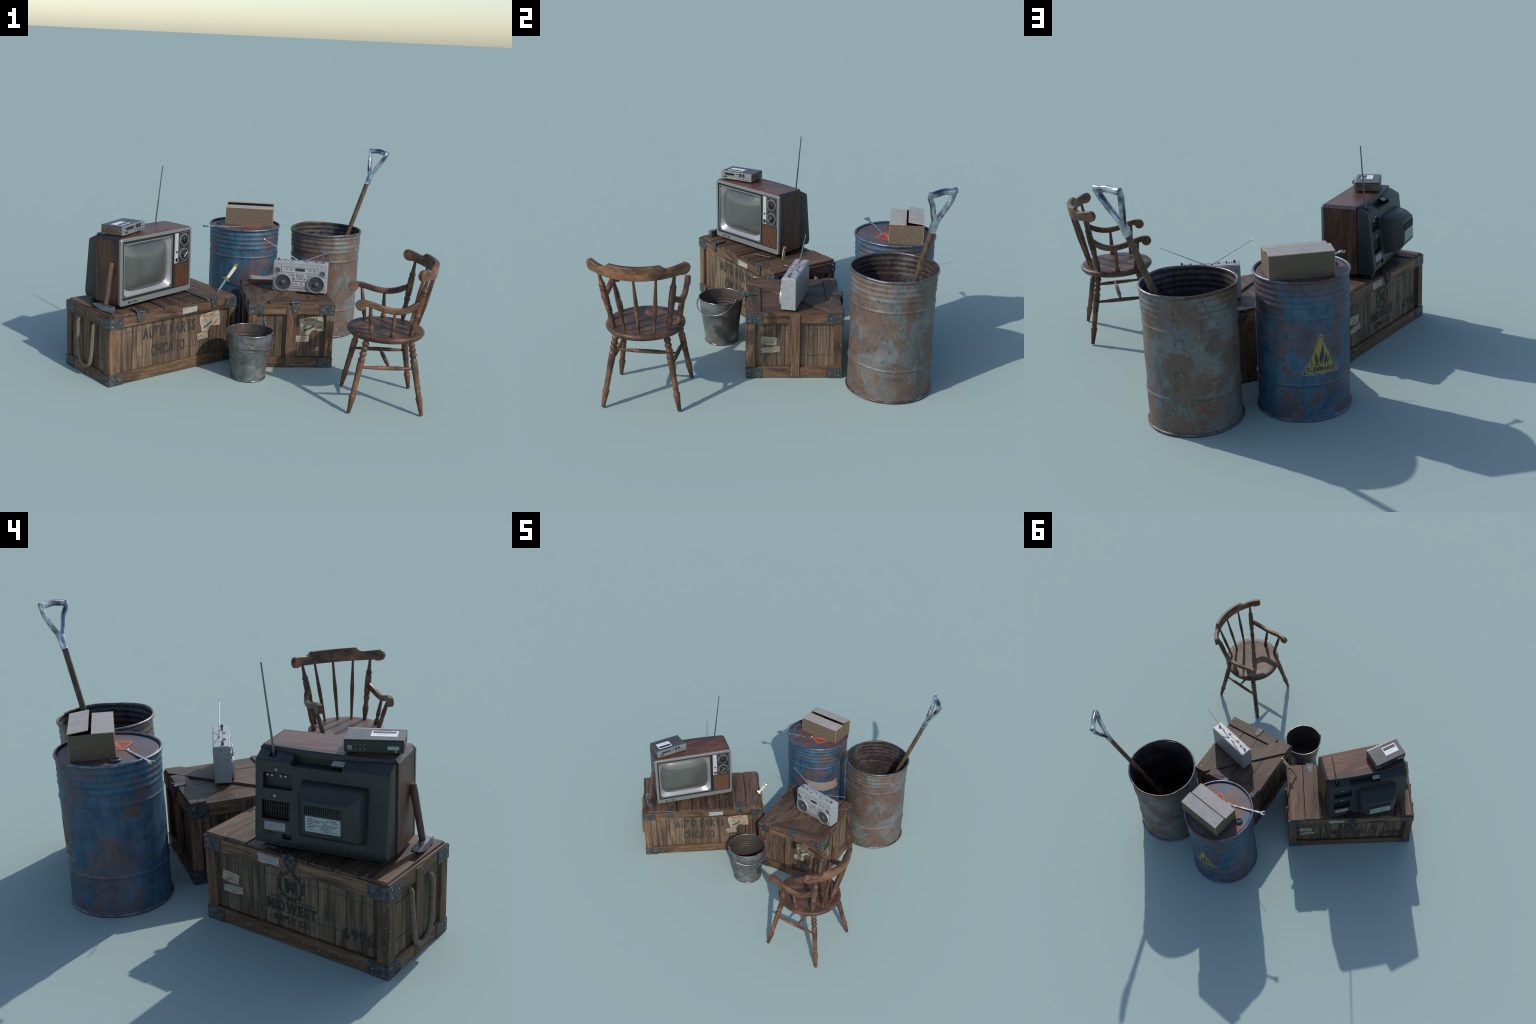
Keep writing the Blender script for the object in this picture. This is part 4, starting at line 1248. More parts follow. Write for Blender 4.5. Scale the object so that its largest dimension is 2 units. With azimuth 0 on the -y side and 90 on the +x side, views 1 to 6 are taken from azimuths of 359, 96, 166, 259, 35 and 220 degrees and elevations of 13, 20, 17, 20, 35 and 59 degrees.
DIAL = worn_metal('dial_face', (0.010, 0.011, 0.011), (0.022, 0.024, 0.024), (0.12, 0.12, 0.12), 0.25, 0.4, 90)
for zc, ang in ((0.717, 1.57), (0.632, 0.75)):
    D = FM @ Matrix.Translation((0.2175, tz(zc), -0.001))
    put('tuning_dial', xf(lathe([(0.0355, 0), (0.0330, 0.006), (0.0300, 0.007), (0.001, 0.0085)], 40), D), DIAL, tv, smooth=40)
    put('dial_ring', xf(lathe([(0.0330, 0.001), (0.0365, 0.001), (0.0372, 0.0035), (0.0355, 0.0065), (0.0332, 0.0065), (0.0326, 0.004), (0.0330, 0.001)], 48, cap=False), D), SILVER, tv, smooth=60)
    ticks = []
    for i in range(13):
        a = i * 2 * PI / 13
        ticks.append(xf(box(-0.0007, 0.0007, 0.0255, 0.0292, 0.0070, 0.0082, 0.0001), rotz(a)))
    put('dial_mark', xf(join(*ticks), D), LIGHTPLATE, tv, kind='stuff')
    put('dial_hub', xf(lathe([(0.0185, 0.007), (0.0175, 0.013), (0.014, 0.0155), (0.001, 0.0155)], 28), D), BLACK, tv, smooth=40)
    put('dial_pointer', xf(xf(box(-0.019, 0.019, -0.0026, 0.0026, 0.012, 0.0205, 0.0015), rotz(ang)), D), SILVER if zc < 0.7 else BLACK, tv)
# speaker grille: woven slats
k = Nodes('grille_bronze')
f = k.noise(90, 3, 0.6)
GR = k.done(k.ramp(f, [(0.3, (0.075, 0.030, 0.013)), (0.7, (0.16, 0.068, 0.030))]), 0.45, 0.2)
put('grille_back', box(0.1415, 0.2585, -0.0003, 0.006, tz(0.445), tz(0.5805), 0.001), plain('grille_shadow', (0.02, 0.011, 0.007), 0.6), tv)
NS = 22
for i in range(NS):
    z = tz(0.4475 + (0.579 - 0.4475) * (i + 0.5) / NS)
    pth = [Vector((0.1425 + 0.115 * j / 40, -0.0022, z + 0.0008 * math.sin(j * 0.9 + (i % 2) * 0.6))) for j in range(41)]
    put('grille_slat', sweep(pth, lambda a, t: rrect(0.0030, 0.0036, 0.0008), up=(0, 0, 1)), GR, tv)
put('name_plate', box(-0.220, -0.155, -0.0042, 0.0, tz(0.4205), tz(0.4310), 0.0008), BLACK, tv)
put('name_plate_inset', box(-0.208, -0.168, -0.0046, 0.0, tz(0.4235), tz(0.4280), 0.0004), SILVER, tv)
# moulded back: wedge-shaped shell cut with recesses
prof = [(0.192, 0.7740), (0.208, 0.7740), (0.2560, 0.7500), (0.2615, 0.7420), (0.2935, 0.4500), (0.2920, 0.4360), (0.2840, 0.4180), (0.192, 0.4140)]
prof = [(y, tz(z)) for y, z in prof]
V, F = [], []
n = len(prof)
for s, ins in ((-1, 0.006), (-1, 0.0), (1, 0.0), (1, 0.006)):
    pass
secs = [(-0.2700, 0.0), (0.2700, 0.0)]
for x, _ in secs:
    for y, z in prof:
        xx = x * (1 - 0.10 * max(0, y - 0.20))
        V.append((xx, y, z))
for i in range(n):
    j = (i + 1) % n
    F.append((i, j, n + j, n + i))
F.append(tuple(reversed(range(n)))); F.append(tuple(range(n, 2 * n)))
back = put('back_shell', (V, F), SHELL, tv, bevel=0.004)
bm = bmesh.new(); bm.from_mesh(back.data); bmesh.ops.recalc_face_normals(bm, faces=bm.faces[:]); bm.to_mesh(back.data); bm.free()
for c in [box(-0.085, 0.120, 0.210, 0.330, tz(0.7360), tz(0.80), 0.001),               # carrying handle slot
           box(0.112, 0.234, 0.247, 0.40, tz(0.640), tz(0.703), 0.001),                 # socket bay
           box(0.122, 0.238, 0.258, 0.40, tz(0.520), tz(0.594), 0.001),                 # vent bay
           box(0.112, 0.150, 0.274, 0.40, tz(0.448), tz(0.470), 0.001),
           box(0.193, 0.221, 0.2135, 0.242, tz(0.7480), tz(0.80), 0.001)]:
    cut(back, [c])
back.data.shade_smooth(); back.data.set_sharp_from_angle(angle=math.radians(25))
# tube housing: frustum leaning to one side
def frustum(a, b, ya0, ya1, yb, bev):
    x0, x1, z0, z1 = a
    X0, X1, Z0, Z1 = b
    m = lambda p, q, f: p + (q - p) * f
    ym = m((ya0 + ya1) / 2, yb, 0.60)
    V = [(x0, ya0, z0), (x1, ya0, z0), (x1, ya1, z1), (x0, ya1, z1),
         (m(x0, X0, 0.32), ym, m(z0, Z0, 0.45)), (m(x1, X1, 0.32), ym, m(z0, Z0, 0.45)), (m(x1, X1, 0.32), ym, m(z1, Z1, 0.5)), (m(x0, X0, 0.32), ym, m(z1, Z1, 0.5)),
         (X0, yb, Z0), (X1, yb, Z0), (X1, yb - 0.004, Z1), (X0, yb - 0.004, Z1)]
    F = [(0, 1, 2, 3), (11, 10, 9, 8)]
    for o in (0, 4):
        F += [(o + i, o + 4 + i, o + 4 + (i + 1) % 4, o + (i + 1) % 4) for i in range(4)]
    return V, F
put('tube_housing', frustum((-0.196, 0.077, tz(0.470), tz(0.696)), (-0.150, 0.026, tz(0.522), tz(0.655)), 0.268, 0.252, 0.3840, 0), SHELL, tv, bevel=0.009, smooth=35)
# vents as raised ribs
ribs = []
for i in range(18):
    x = 0.015 - 0.142 * i / 17
    ribs.append(box(x - 0.0018, x + 0.0018, 0.380, 0.3862, tz(0.606), tz(0.640), 0.0006))
for i in range(16):
    x = 0.1265 + 0.107 * i / 15
    ribs.append(box(x - 0.0016, x + 0.0016, 0.2580, 0.2668, tz(0.524), tz(0.592), 0.0006))
for z in (0.548, 0.571):
    ribs.append(box(0.124, 0.236, 0.2580, 0.2660, tz(z), tz(z + 0.003), 0.0006))
for i in range(48):
    x = 0.070 - 0.315 * i / 47
    ribs.append(box(x - 0.0017, x + 0.0017, 0.280, 0.2945, tz(0.4315), tz(0.4520), 0.0006))
for i in range(8):
    x = 0.180 + 0.05 * i / 7
    ribs.append(box(x - 0.0017, x + 0.0017, 0.280, 0.2932, tz(0.452), tz(0.470), 0.0006))
put('vent_rib', join(*ribs), SHELL, tv, kind='stuff')
# sockets
scr = []
for x in (0.222, 0.203, 0.166, 0.146):
    scr.append(xf(lathe([(0.0068, 0), (0.0068, 0.008), (0.0045, 0.010), (0.001, 0.010)], 14), BACK(x, 0.2470, tz(0.688))))
for x, z, y in ((0.178, 0.716, 0.2635), (0.183, 0.6145, 0.2745)):
    scr.append(xf(lathe([(0.0065, -0.003), (0.0065, 0.005), (0.0045, 0.0065), (0.001, 0.0065)], 14), BACK(x, y, tz(z))))
put('socket_screw', join(*scr), plain('socket_steel', (0.30, 0.31, 0.32), 0.3, 0.8), tv, smooth=40, kind='stuff')
put('power_socket', join(xf(lathe([(0.011, -0.01), (0.011, 0.0015), (0.008, 0.0015), (0.008, -0.004), (0.001, -0.004)], 20), BACK(0.207, 0.2922, tz(0.463))),
                         xf(lathe([(0.009, -0.01), (0.009, 0.0015), (0.001, 0.0015)], 20), BACK(0.130, 0.2755, tz(0.459)))), BLACK, tv, smooth=40)
# labels
SLOPE = math.atan2(0.2925 - 0.26, 0.742 - 0.454)
def back_label(name, x, z, w, h, mat, y=None, lines=0):
    yy = 0.2612 + (0.742 - z) * math.tan(SLOPE) if y is None else y
    m = BACK(x, yy, tz(z)) @ Matrix.Rotation(-SLOPE if y is None else 0.0, 4, 'X')
    put(name, xf(box(-w / 2, w / 2, -h / 2, h / 2, -0.002, 0.0008, 0.0002), m), mat, tv)
    out = []
    r = random.Random(5)
    for i in range(lines):
        zz = h * (0.36 - 0.72 * i / max(1, lines - 1))
        x0 = -w * 0.43
        while x0 < w * 0.36:
            l = r.uniform(0.06, 0.2) * w
            if r.random() < 0.8:
                out.append(xf(box(x0, min(x0 + l, w * 0.43), zz - h * 0.018, zz + h * 0.018, 0.0, 0.0011, 0.0001), m))
            x0 += l + 0.02 * w
    if out:
        put('label_print', join(*out), NAVYTRIM, tv, kind='stuff')
RATING = plain('rating_label_paper', (0.30, 0.35, 0.34), 0.45, vary=0.08)
GREYLAB = plain('grey_label_paper', (0.27, 0.265, 0.255), 0.55, vary=0.12)
back_label('rating_label', -0.0585, 0.572, 0.138, 0.060, RATING, y=0.3838, lines=8)
back_label('back_label', 0.182, 0.494, 0.088, 0.033, GREYLAB, lines=4)
m = frame_matrix((-0.076, 0.232, tz(0.7555)), (-1, 0, 0), (0, -0.90, 0.43))
put('handle_tag', xf(box(-0.045, 0.045, -0.016, 0.016, -0.003, 0.003, 0.001), m), SHELL, tv)
put('handle_tag_paper', xf(box(-0.040, 0.040, -0.0125, 0.0125, 0.0, 0.0036, 0.0003), m), GREYLAB, tv)
tick = [(-0.008, 0.0), (-0.002, -0.007), (0.010, 0.007), (-0.002, -0.002)]
put('tag_tick', xf(prism(tick, 0.003, 0.0039), m), plain('green_print', (0.10, 0.22, 0.06), 0.6), tv)
# dark back edge strip of the cabinet top, and its feet
bow = [(-0.260, 0.190), (0.260, 0.190)] + [(0.260 - 0.520 * i / 24, 0.2025 + 0.0155 * math.sin(PI * i / 24)) for i in range(25)]
put('back_edge_trim', prism(bow, tz(0.7640), tz(0.7884), 0.003), NAVYTRIM, tv)
put('base_plinth', box(-0.240, 0.244, 0.045, 0.266, tz(0.4000), tz(0.4260), 0.006), BLACK, tv)
for x in (-0.215, 0.215):
    for y in (0.055, 0.255):
        put('foot', box(x - 0.030, x + 0.030, y - 0.016, y + 0.016, tz(0.3905), tz(0.402), 0.002), BLACK, tv)
# telescopic antenna
R3 = Matrix.Rotation(-math.radians(51.3), 3, 'Z')
tip = R3 @ (Vector((-0.505, 0.065, 1.112)) - Vector((-0.4945, -0.2655, ZB)))
base = Vector((0.2065, 0.2225, tz(0.7560)))
put('antenna_mount', join(box(0.198, 0.215, 0.2145, 0.2310, tz(0.747), tz(0.7575), 0.002), xf(lathe([(0.0065, 0), (0.0065, 0.010), (0.004, 0.014)], 14), align(base, tip))), BLACK, tv, smooth=40)
d = tip - base
put('antenna_rod', tube([base + d * t for t in (0, 0.45, 0.4501, 0.75, 0.7501, 1.0)], lambda t: 0.0042 if t < 0.3 else (0.0036 if t < 0.7 else 0.0031), 10),
    plain('antenna_steel', (0.14, 0.15, 0.15), 0.35, 0.7), tv, smooth=40)

# ------------------------------------------------------------------ tape deck on the television
deck = thing('video_recorder', (-0.6640, -0.4470, 0.7890), math.atan2(0.200, 0.0895), 'small silver and wood tape deck with knobs', 'video recorder')
DW, DD, DH = 0.2195, 0.134, 0.057
GREYTOP = plain('grey_deck_metal', (0.075, 0.075, 0.078), 0.45, 0.3, vary=0.2, scale=25)
put('deck_chassis', box(0.006, DW - 0.006, 0.006, DD, 0.010, DH - 0.004, 0.001), GREYTOP, deck)
put('deck_cover', box(0.0, DW, 0.003, DD, DH - 0.004, DH, 0.0015), GREYTOP, deck)
SIDEW = wood('deck_side_wood', 'Y', (0.055, 0.038, 0.030), (0.115, 0.078, 0.060), (0.175, 0.125, 0.10), across=70, along=6, vary=0.05)
for x in (0.0, DW - 0.006):
    put('deck_side', box(x, x + 0.006, 0.006, DD - 0.001, 0.008, DH - 0.0045, 0.0015), SIDEW, deck)
for x, M in ((-0.0003, LEFT), (DW + 0.0003, RIGHT)):
    put('deck_screw', join(*[xf(dome(0.0042, 0.0018), M(x, y, 0.034)) for y in (0.025, 0.112)]), RIVET, deck, smooth=50, kind='stuff')
put('deck_front', box(-0.0015, DW + 0.0015, -0.006, 0.007, 0.010, DH + 0.0005, 0.0012), SILVER, deck)
put('deck_front_groove', box(0.002, DW - 0.002, -0.0068, 0.0, 0.0305, 0.0320, 0.0002), BLACK, deck)
keys = [box(0.028 + 0.0088 * i, 0.0335 + 0.0088 * i, -0.0115, -0.004, 0.0380 - 0.001 * (i % 2), 0.0500, 0.001) for i in range(8)]
put('deck_key', join(*keys), BLACK, deck, kind='stuff')
put('deck_display', box(0.104, 0.1245, -0.0070, 0.0, 0.0455, 0.0500, 0.0005), BLACK, deck)
for x in (0.139, 0.1625):
    put('deck_knob', xf(lathe([(0.0098, 0), (0.0092, 0.004), (0.0078, 0.010), (0.0062, 0.011), (0.001, 0.011)], 22), FRONT(x, -0.006, 0.0455)), BLACK, deck, smooth=40)
    put('deck_knob_cap', xf(lathe([(0.0050, 0.010), (0.0045, 0.0118), (0.001, 0.0118)], 16), FRONT(x, -0.006, 0.0455)), SILVER, deck, smooth=40)
put('deck_slot', box(0.014, 0.045, -0.0070, 0.0, 0.0195, 0.0270, 0.0005), BLACK, deck)
jacks = [xf(lathe([(0.0022, 0), (0.0022, 0.004), (0.001, 0.004)], 8), FRONT(x, -0.006, 0.020)) for x in (0.120, 0.140, 0.160, 0.166, 0.183, 0.200)]
put('deck_jack', join(*jacks), BLACK, deck, smooth=40, kind='stuff')
put('deck_lamp', xf(dome(0.0018, 0.002), FRONT(0.152, -0.006, 0.026)), plain('red_lamp', (0.45, 0.04, 0.03), 0.3), deck, smooth=60)
put('deck_logo', box(0.004, 0.024, -0.0066, 0.0, 0.0470, 0.0490, 0.0002), NAVYTRIM, deck)
put('deck_top_label', box(0.028, 0.126, 0.027, 0.093, DH - 0.001, DH + 0.0006, 0.0002), plain('white_label', (0.72, 0.72, 0.72), 0.5, vary=0.03), deck)
put('deck_top_label_band', box(0.034, 0.120, 0.034, 0.057, DH, DH + 0.0010, 0.0002), plain('dark_label_band', (0.045, 0.045, 0.05), 0.5), deck)
put('deck_top_label_print', join(*[box(0.060 + 0.012 * i, 0.068 + 0.012 * i, 0.072, 0.0735 + 0.0015 * (i % 2), DH, DH + 0.0010, 0.0002) for i in range(4)]), NAVYTRIM, deck, kind='stuff')
put('deck_top_slot', box(0.053, 0.105, 0.012, 0.020, DH - 0.002, DH + 0.0005, 0.0002), BLACK, deck)
put('deck_top_screw', move(dome(0.004, 0.0015), 0.030, 0.122, DH), RIVET, deck, smooth=50)
put('deck_back', box(0.002, DW - 0.002, DD - 0.002, DD + 0.0015, 0.008, DH - 0.004, 0.001), SHELL, deck)
bk = [box(DW - 0.032, DW - 0.014, DD, DD + 0.0035, 0.018, 0.036, 0.0008)]
for i in range(3):
    for j in range(2):
        bk.append(xf(lathe([(0.0026, 0), (0.0026, 0.004), (0.001, 0.004)], 8), BACK(DW - 0.045 - 0.016 * i, DD + 0.0015, 0.022 + 0.016 * j)))
put('deck_socket', join(*bk), RIVET, deck, kind='stuff')
put('deck_back_label', box(0.018, 0.060, DD, DD + 0.0022, 0.020, 0.034, 0.0003), RATING, deck)
put('deck_back_tag', box(0.026, 0.034, DD, DD + 0.0024, 0.010, 0.018, 0.0003), plain('green_tag', (0.10, 0.36, 0.09), 0.6), deck)
for x in (0.02, DW - 0.02):
    for y in (0.02, DD - 0.02):
        put('deck_foot', move(lathe([(0.009, 0.0), (0.009, 0.010)], 16), x, y, 0.0), BLACK, deck, smooth=40)

# ------------------------------------------------------------------ boombox
BXA = math.atan2(-0.050, 0.319)
boom = thing('portable_stereo', (0.1670, 0.0900, 0.3925), BXA, 'grey portable cassette stereo with two antennas', 'boombox')
BW, BD, BH = 0.3230, 0.080, 0.1755
k = Nodes('grey_stereo_plastic')
f = k.noise(38, 5, 0.65); g = k.noise(9, 4, 0.6)
col = k.ramp(f, [(0.3, (0.26, 0.272, 0.277)), (0.7, (0.36, 0.374, 0.378))])
col = k.mix(k.math('MULTIPLY', k.step(g, 0.52, 0.68), 0.5), col, (0.24, 0.245, 0.245))
k.bump(f, 0.06, 0.001)
STEREO = k.done(col, 0.42, 0.15)
TRIM = plain('pale_stereo_trim', (0.40, 0.397, 0.395), 0.4, 0.2, vary=0.08)
CONE = plain('speaker_cloth', (0.062, 0.067, 0.069), 0.75, vary=0.15, scale=300)
DARKP = plain('stereo_dark_plastic', (0.06, 0.062, 0.066), 0.5)
put('stereo_body', box(0.0, BW, 0.0, BD, 0.0, BH, 0.0028), STEREO, boom)
put('stereo_groove', join(box(0.001, BW - 0.001, -0.0006, 0.004, 0.0965, 0.0985, 0.0002), box(0.001, BW - 0.001, -0.0006, 0.004, 0.0185, 0.0205, 0.0002)), BLACK, boom)
put('top_plate', box(0.005, BW - 0.005, 0.010, BD - 0.006, BH - 0.001, BH + 0.0022, 0.001), TRIM, boom)
for x in (0.061, 0.2600):
    S = FRONT(x, 0, 0.0535)
    put('speaker_ring', xf(lathe([(0.0525, 0.0), (0.0525, 0.010), (0.0512, 0.0128), (0.0490, 0.0128), (0.0482, 0.008), (0.0482, 0.001)], 56, cap=False), S), STEREO, boom, smooth=50)
    put('speaker_cone', xf(lathe([(0.0484, 0.0085), (0.0300, 0.0045), (0.0150, 0.0025), (0.001, 0.0025)], 56, cap=False), S), CONE, boom, smooth=50)
    ribs = []
    for i in range(15):
        xx = -0.042 + 0.006 * i
        h = math.sqrt(max(0, 0.0480 ** 2 - xx ** 2)) - 0.001
        ribs.append(box(xx - 0.0008, xx + 0.0008, -h, h, 0.0070, 0.0082, 0.0002))
    put('speaker_grille_bar', xf(join(*ribs), S), CONE, boom, kind='stuff')
    put('dust_cap', xf(lathe([(0.0155, 0.003), (0.0155, 0.0095), (0.0130, 0.0130), (0.0070, 0.0148), (0.001, 0.0152)], 28), S), DARKP, boom, smooth=50)
for x, z in ((0.0275, 0.1235), (0.2955, 0.1190)):
    S = FRONT(x, 0, z + 0.002)
    put('tweeter_ring', xf(lathe([(0.0185, 0.0), (0.0185, 0.004), (0.0172, 0.0055), (0.0158, 0.0050), (0.0155, 0.001)], 36, cap=False), S), STEREO, boom, smooth=50)
    put('tweeter', xf(lathe([(0.0158, 0.001), (0.0158, 0.003), (0.001, 0.0035)], 36), S), CONE, boom, smooth=50)
# tuner strip
po, pi = rect(0.052, 0.276, 0.1170, 0.1580, 0.002), rect(0.0575, 0.2705, 0.1225, 0.1520, 0.001)
put('tuner_frame', xf(join(quadring(po, po, 0.0, 0.0035), quadring(po, pi, 0.0035, 0.0035), quadring(pi, pi, 0.0035, -0.001)), FM), TRIM, boom)
put('tuner_window', box(0.056, 0.272, -0.0008, 0.004, 0.1215, 0.1530, 0.0002), plain('tuner_scale', (0.36, 0.36, 0.38), 0.3), boom)
put('tuner_dial', box(0.133, 0.190, -0.0022, 0.0, 0.1255, 0.1435, 0.0006), plain('tuner_dark_glass', (0.022, 0.028, 0.026), 0.25), boom)
lines = []
for x0 in (0.072, 0.098, 0.212, 0.238):
    for i in range(4):
        lines.append(box(x0, x0 + 0.018, -0.0014, 0.0, 0.1275 + 0.0045 * i, 0.1290 + 0.0045 * i, 0.0001))
for i in range(9):
    lines.append(box(0.138 + 0.0055 * i, 0.1395 + 0.0055 * i, -0.0027, 0.0, 0.131, 0.138, 0.0001))
put('tuner_mark', join(*lines), DARKP, boom, kind='stuff')
# cassette door
door = [(0.1235, 0.0660), (0.1990, 0.0660), (0.1990, 0.1150), (0.1235, 0.1150)]
put('cassette_door', xf(prism(door, 0.0, 0.0045, 0.001), FM), TRIM, boom)
win = [(0.1440, 0.0760), (0.1780, 0.0760), (0.1860, 0.1080), (0.1360, 0.1080)]
put('cassette_window', xf(prism(win, 0.0, 0.0050, 0.0005), FM), plain('cassette_smoke', (0.16, 0.165, 0.165), 0.3), boom)
reels = []
for x in (0.151, 0.171):
    reels.append(xf(lathe([(0.0062, 0.0), (0.0062, 0.0016), (0.0035, 0.0016), (0.0035, 0.0004), (0.001, 0.0004)], 16), FRONT(x, -0.0048, 0.0875)))
reels.append(box(0.141, 0.181, -0.0062, 0.0, 0.0985, 0.1015, 0.0004))
put('cassette_reel', join(*reels), TRIM, boom, smooth=40)
put('door_screw', join(*[xf(dome(0.0048, 0.003), FRONT(x, -0.0045, 0.0795)) for x in (0.1305, 0.1910)]), DARKP, boom, smooth=50)
put('door_lip', box(0.1235, 0.1990, -0.0056, 0.0, 0.0640, 0.0720, 0.001), STEREO, boom)
put('button_panel', box(0.1235, 0.1935, -0.0030, 0.0, 0.0330, 0.0590, 0.0008), TRIM, boom)
for x in (0.1285, 0.1600):
    put('jack_plate', box(x, x + 0.027, -0.0042, 0.0, 0.0395, 0.0545, 0.0008), TRIM, boom)
    put('jack_slot', box(x + 0.008, x + 0.018, -0.0046, 0.0, 0.0455, 0.0515, 0.0004), BLACK, boom)
# controls on top
for x, r, h in ((0.022, 0.0062, 0.014), (0.036, 0.0032, 0.006), (0.050, 0.0032, 0.005), (0.064, 0.0045, 0.009), (0.246, 0.0045, 0.009), (0.260, 0.0032, 0.005), (0.276, 0.0032, 0.006), (0.291, 0.0062, 0.014)):
    put('top_knob', move(lathe([(r, 0), (r, h * 0.85), (r * 0.8, h), (0.0005, h)], 14), x + 0.005, 0.034, BH + 0.002), DARKP, boom, smooth=40)
for x in (0.100, 0.187):
    put('top_key', join(*[box(x + 0.0067 * i, x + 0.0067 * i + 0.0055, 0.018, 0.032, BH + 0.001, BH + 0.006, 0.001) for i in range(3)]), plain('top_key_plastic', (0.17, 0.165, 0.16), 0.5), boom)
put('top_bar', box(0.1225, 0.1850, 0.0185, 0.0315, BH + 0.001, BH + 0.0045, 0.001), TRIM, boom)
put('top_seam', join(*[box(x, x + 0.0010, 0.011, BD - 0.008, BH + 0.0012, BH + 0.0026, 0.0001) for x in (0.082, 0.227)]), DARKP, boom)
RB = Matrix.Rotation(-BXA, 3, 'Z')
loc = Vector((0.1670, 0.0900, 0.3925))
for bx_, tipw in ((0.145, (0.106, 0.141, 0.689)), (0.180, (0.574, 0.068, 0.675))):
    b = Vector((bx_, 0.050, BH + 0.004)); t = RB @ (Vector(tipw) - loc)
    dd = t - b
    put('antenna_pivot', join(move(lathe([(0.0048, 0), (0.0048, 0.004), (0.003, 0.006)], 12), b.x, b.y, BH + 0.001)), DARKP, boom, smooth=40)
    put('antenna_rod', join(tube([b + dd * q for q in (0, 0.4, 0.401, 0.7, 0.701, 1.0)], lambda q: 0.0030 if q < 0.3 else (0.0025 if q < 0.7 else 0.0020), 10),
                            xf(lathe([(0.001, -0.003), (0.0034, -0.002), (0.0038, 0.001), (0.001, 0.003)], 10), align(t, t + dd))), CHR, boom, smooth=50)
put('stereo_back_screw', join(*[xf(dome(0.003, 0.0012), BACK(x, BD, z)) for x in (0.02, 0.30) for z in (0.02, 0.15)]), DARKP, boom, kind='stuff')

# ------------------------------------------------------------------ hammer
hm_loc = Vector((-0.753, -0.483, 0.3895))
hammer = thing('hammer', tuple(hm_loc), 0, 'steel hammer standing on its head, wooden handle', 'hammer')
STEEL = worn_metal('hammer_steel', (0.12, 0.13, 0.14), (0.21, 0.225, 0.24), (0.32, 0.34, 0.36), 0.30, 0.9, 25)
hd = Vector((0.115, -0.105, 0)).normalized()
hs = Vector((-hd.y, hd.x, 0))
def head_sec(w, h, z, c):
    return [(p[0], p[1] + z) for p in rrect(w, h, c)]
hp = [(-0.080, 0.033, 0.004, 0.004), (-0.077, 0.034, 0.006, 0.004), (-0.045, 0.036, 0.024, 0.002), (-0.018, 0.037, 0.038, 0.0), (0.018, 0.037, 0.038, 0.0), (0.030, 0.032, 0.036, 0.0), (0.038, 0.034, 0.0385, 0.0), (0.070, 0.034, 0.0385, 0.0), (0.075, 0.030, 0.0345, 0.0)]
path = [hd * p[0] + Vector((0, 0, 0.0195 + p[3])) for p in hp]
put('hammer_head', sweep(path, lambda i, t: rrect(hp[i][1], hp[i][2], min(0.0045, hp[i][1] * 0.3)), up=(0, 0, 1)), STEEL, hammer, smooth=35)
h0, h1 = Vector((-0.7440, -0.4860, 0.420)) - hm_loc, Vector((-0.7180, -0.4520, 0.650)) - hm_loc
put('hammer_handle', sweep([h0.lerp(h1, q) for q in (-0.04, 0.15, 0.5, 0.85, 0.97, 1.0)], lambda i, t: ring2((0.0100, 0.0115, 0.0128, 0.0138, 0.0135, 0.0105)[i], 14, (0.0125, 0.0135, 0.0145, 0.0155, 0.0150, 0.0115)[i]), up=hs),
    wood('hammer_handle_wood', 'Z', (0.05, 0.028, 0.021), (0.10, 0.056, 0.041), (0.15, 0.09, 0.066), across=60, along=6, vary=0.05), hammer, smooth=50)

# ------------------------------------------------------------------ knife stuck in the crate
kt, kp = Vector((-0.161, -0.015, 0.3880)), Vector((-0.0495, 0.0110, 0.5590))
knife = thing('folding_knife', tuple(kt), 0, 'switch knife with ivory handle and brass fittings', 'knife')
ka = (kp - kt).normalized(); KL = (kp - kt).length
kn = Vector((0.15, -1, 0)); kn = (kn - ka * kn.dot(ka)).normalized()
kw = ka.cross(kn)
KM = frame_matrix((0, 0, 0), tuple(ka), tuple(kw))       # x along the knife, y across its width
BLADE = plain('blade_bright_steel', (0.42, 0.52, 0.58), 0.22, 0.9, vary=0.1)
BRASS = plain('polished_brass', (0.62, 0.46, 0.16), 0.22, 1.0, vary=0.15)
IVORY = paper_mat('ivory_scales', (0.55, 0.46, 0.36), (0.70, 0.62, 0.50), (0.45, 0.33, 0.22))
bl = [(0.0, 0.0), (0.020, -0.0045), (0.055, -0.0062), (0.094, -0.0062), (0.094, 0.0058), (0.030, 0.0058), (0.012, 0.0030)]
put('knife_blade', xf(prism(bl, -0.0012, 0.0012, 0.0008), KM), BLADE, knife)
put('knife_guard', xf(join(box(0.092, 0.102, -0.016, 0.016, -0.005, 0.005, 0.002), xf(lathe([(0.0045, -0.005), (0.0045, 0.005)], 12), Matrix.Translation((0.097, -0.016, 0))), xf(lathe([(0.0045, -0.005), (0.0045, 0.005)], 12), Matrix.Translation((0.097, 0.016, 0)))), KM), BRASS, knife, smooth=35)
put('knife_bolster', xf(box(0.101, 0.111, -0.0085, 0.0085, -0.0062, 0.0062, 0.002), KM), BRASS, knife)
hp2 = [(0.110, -0.0085), (0.150, -0.0092), (KL - 0.018, -0.0088), (KL - 0.018, 0.0088), (0.150, 0.0085), (0.110, 0.0085)]
put('knife_handle', xf(join(prism(hp2, 0.0015, 0.0068, 0.0015), prism(list(reversed([(p[0], -p[1]) for p in hp2])), -0.0068, -0.0015)), KM), IVORY, knife)
put('knife_liner', xf(box(0.108, KL - 0.012, -0.0090, 0.0090, -0.0015, 0.0015, 0.0004), KM), BRASS, knife)
put('knife_pommel', xf(box(KL - 0.019, KL, -0.0098, 0.0098, -0.0072, 0.0072, 0.003), KM), BRASS, knife)
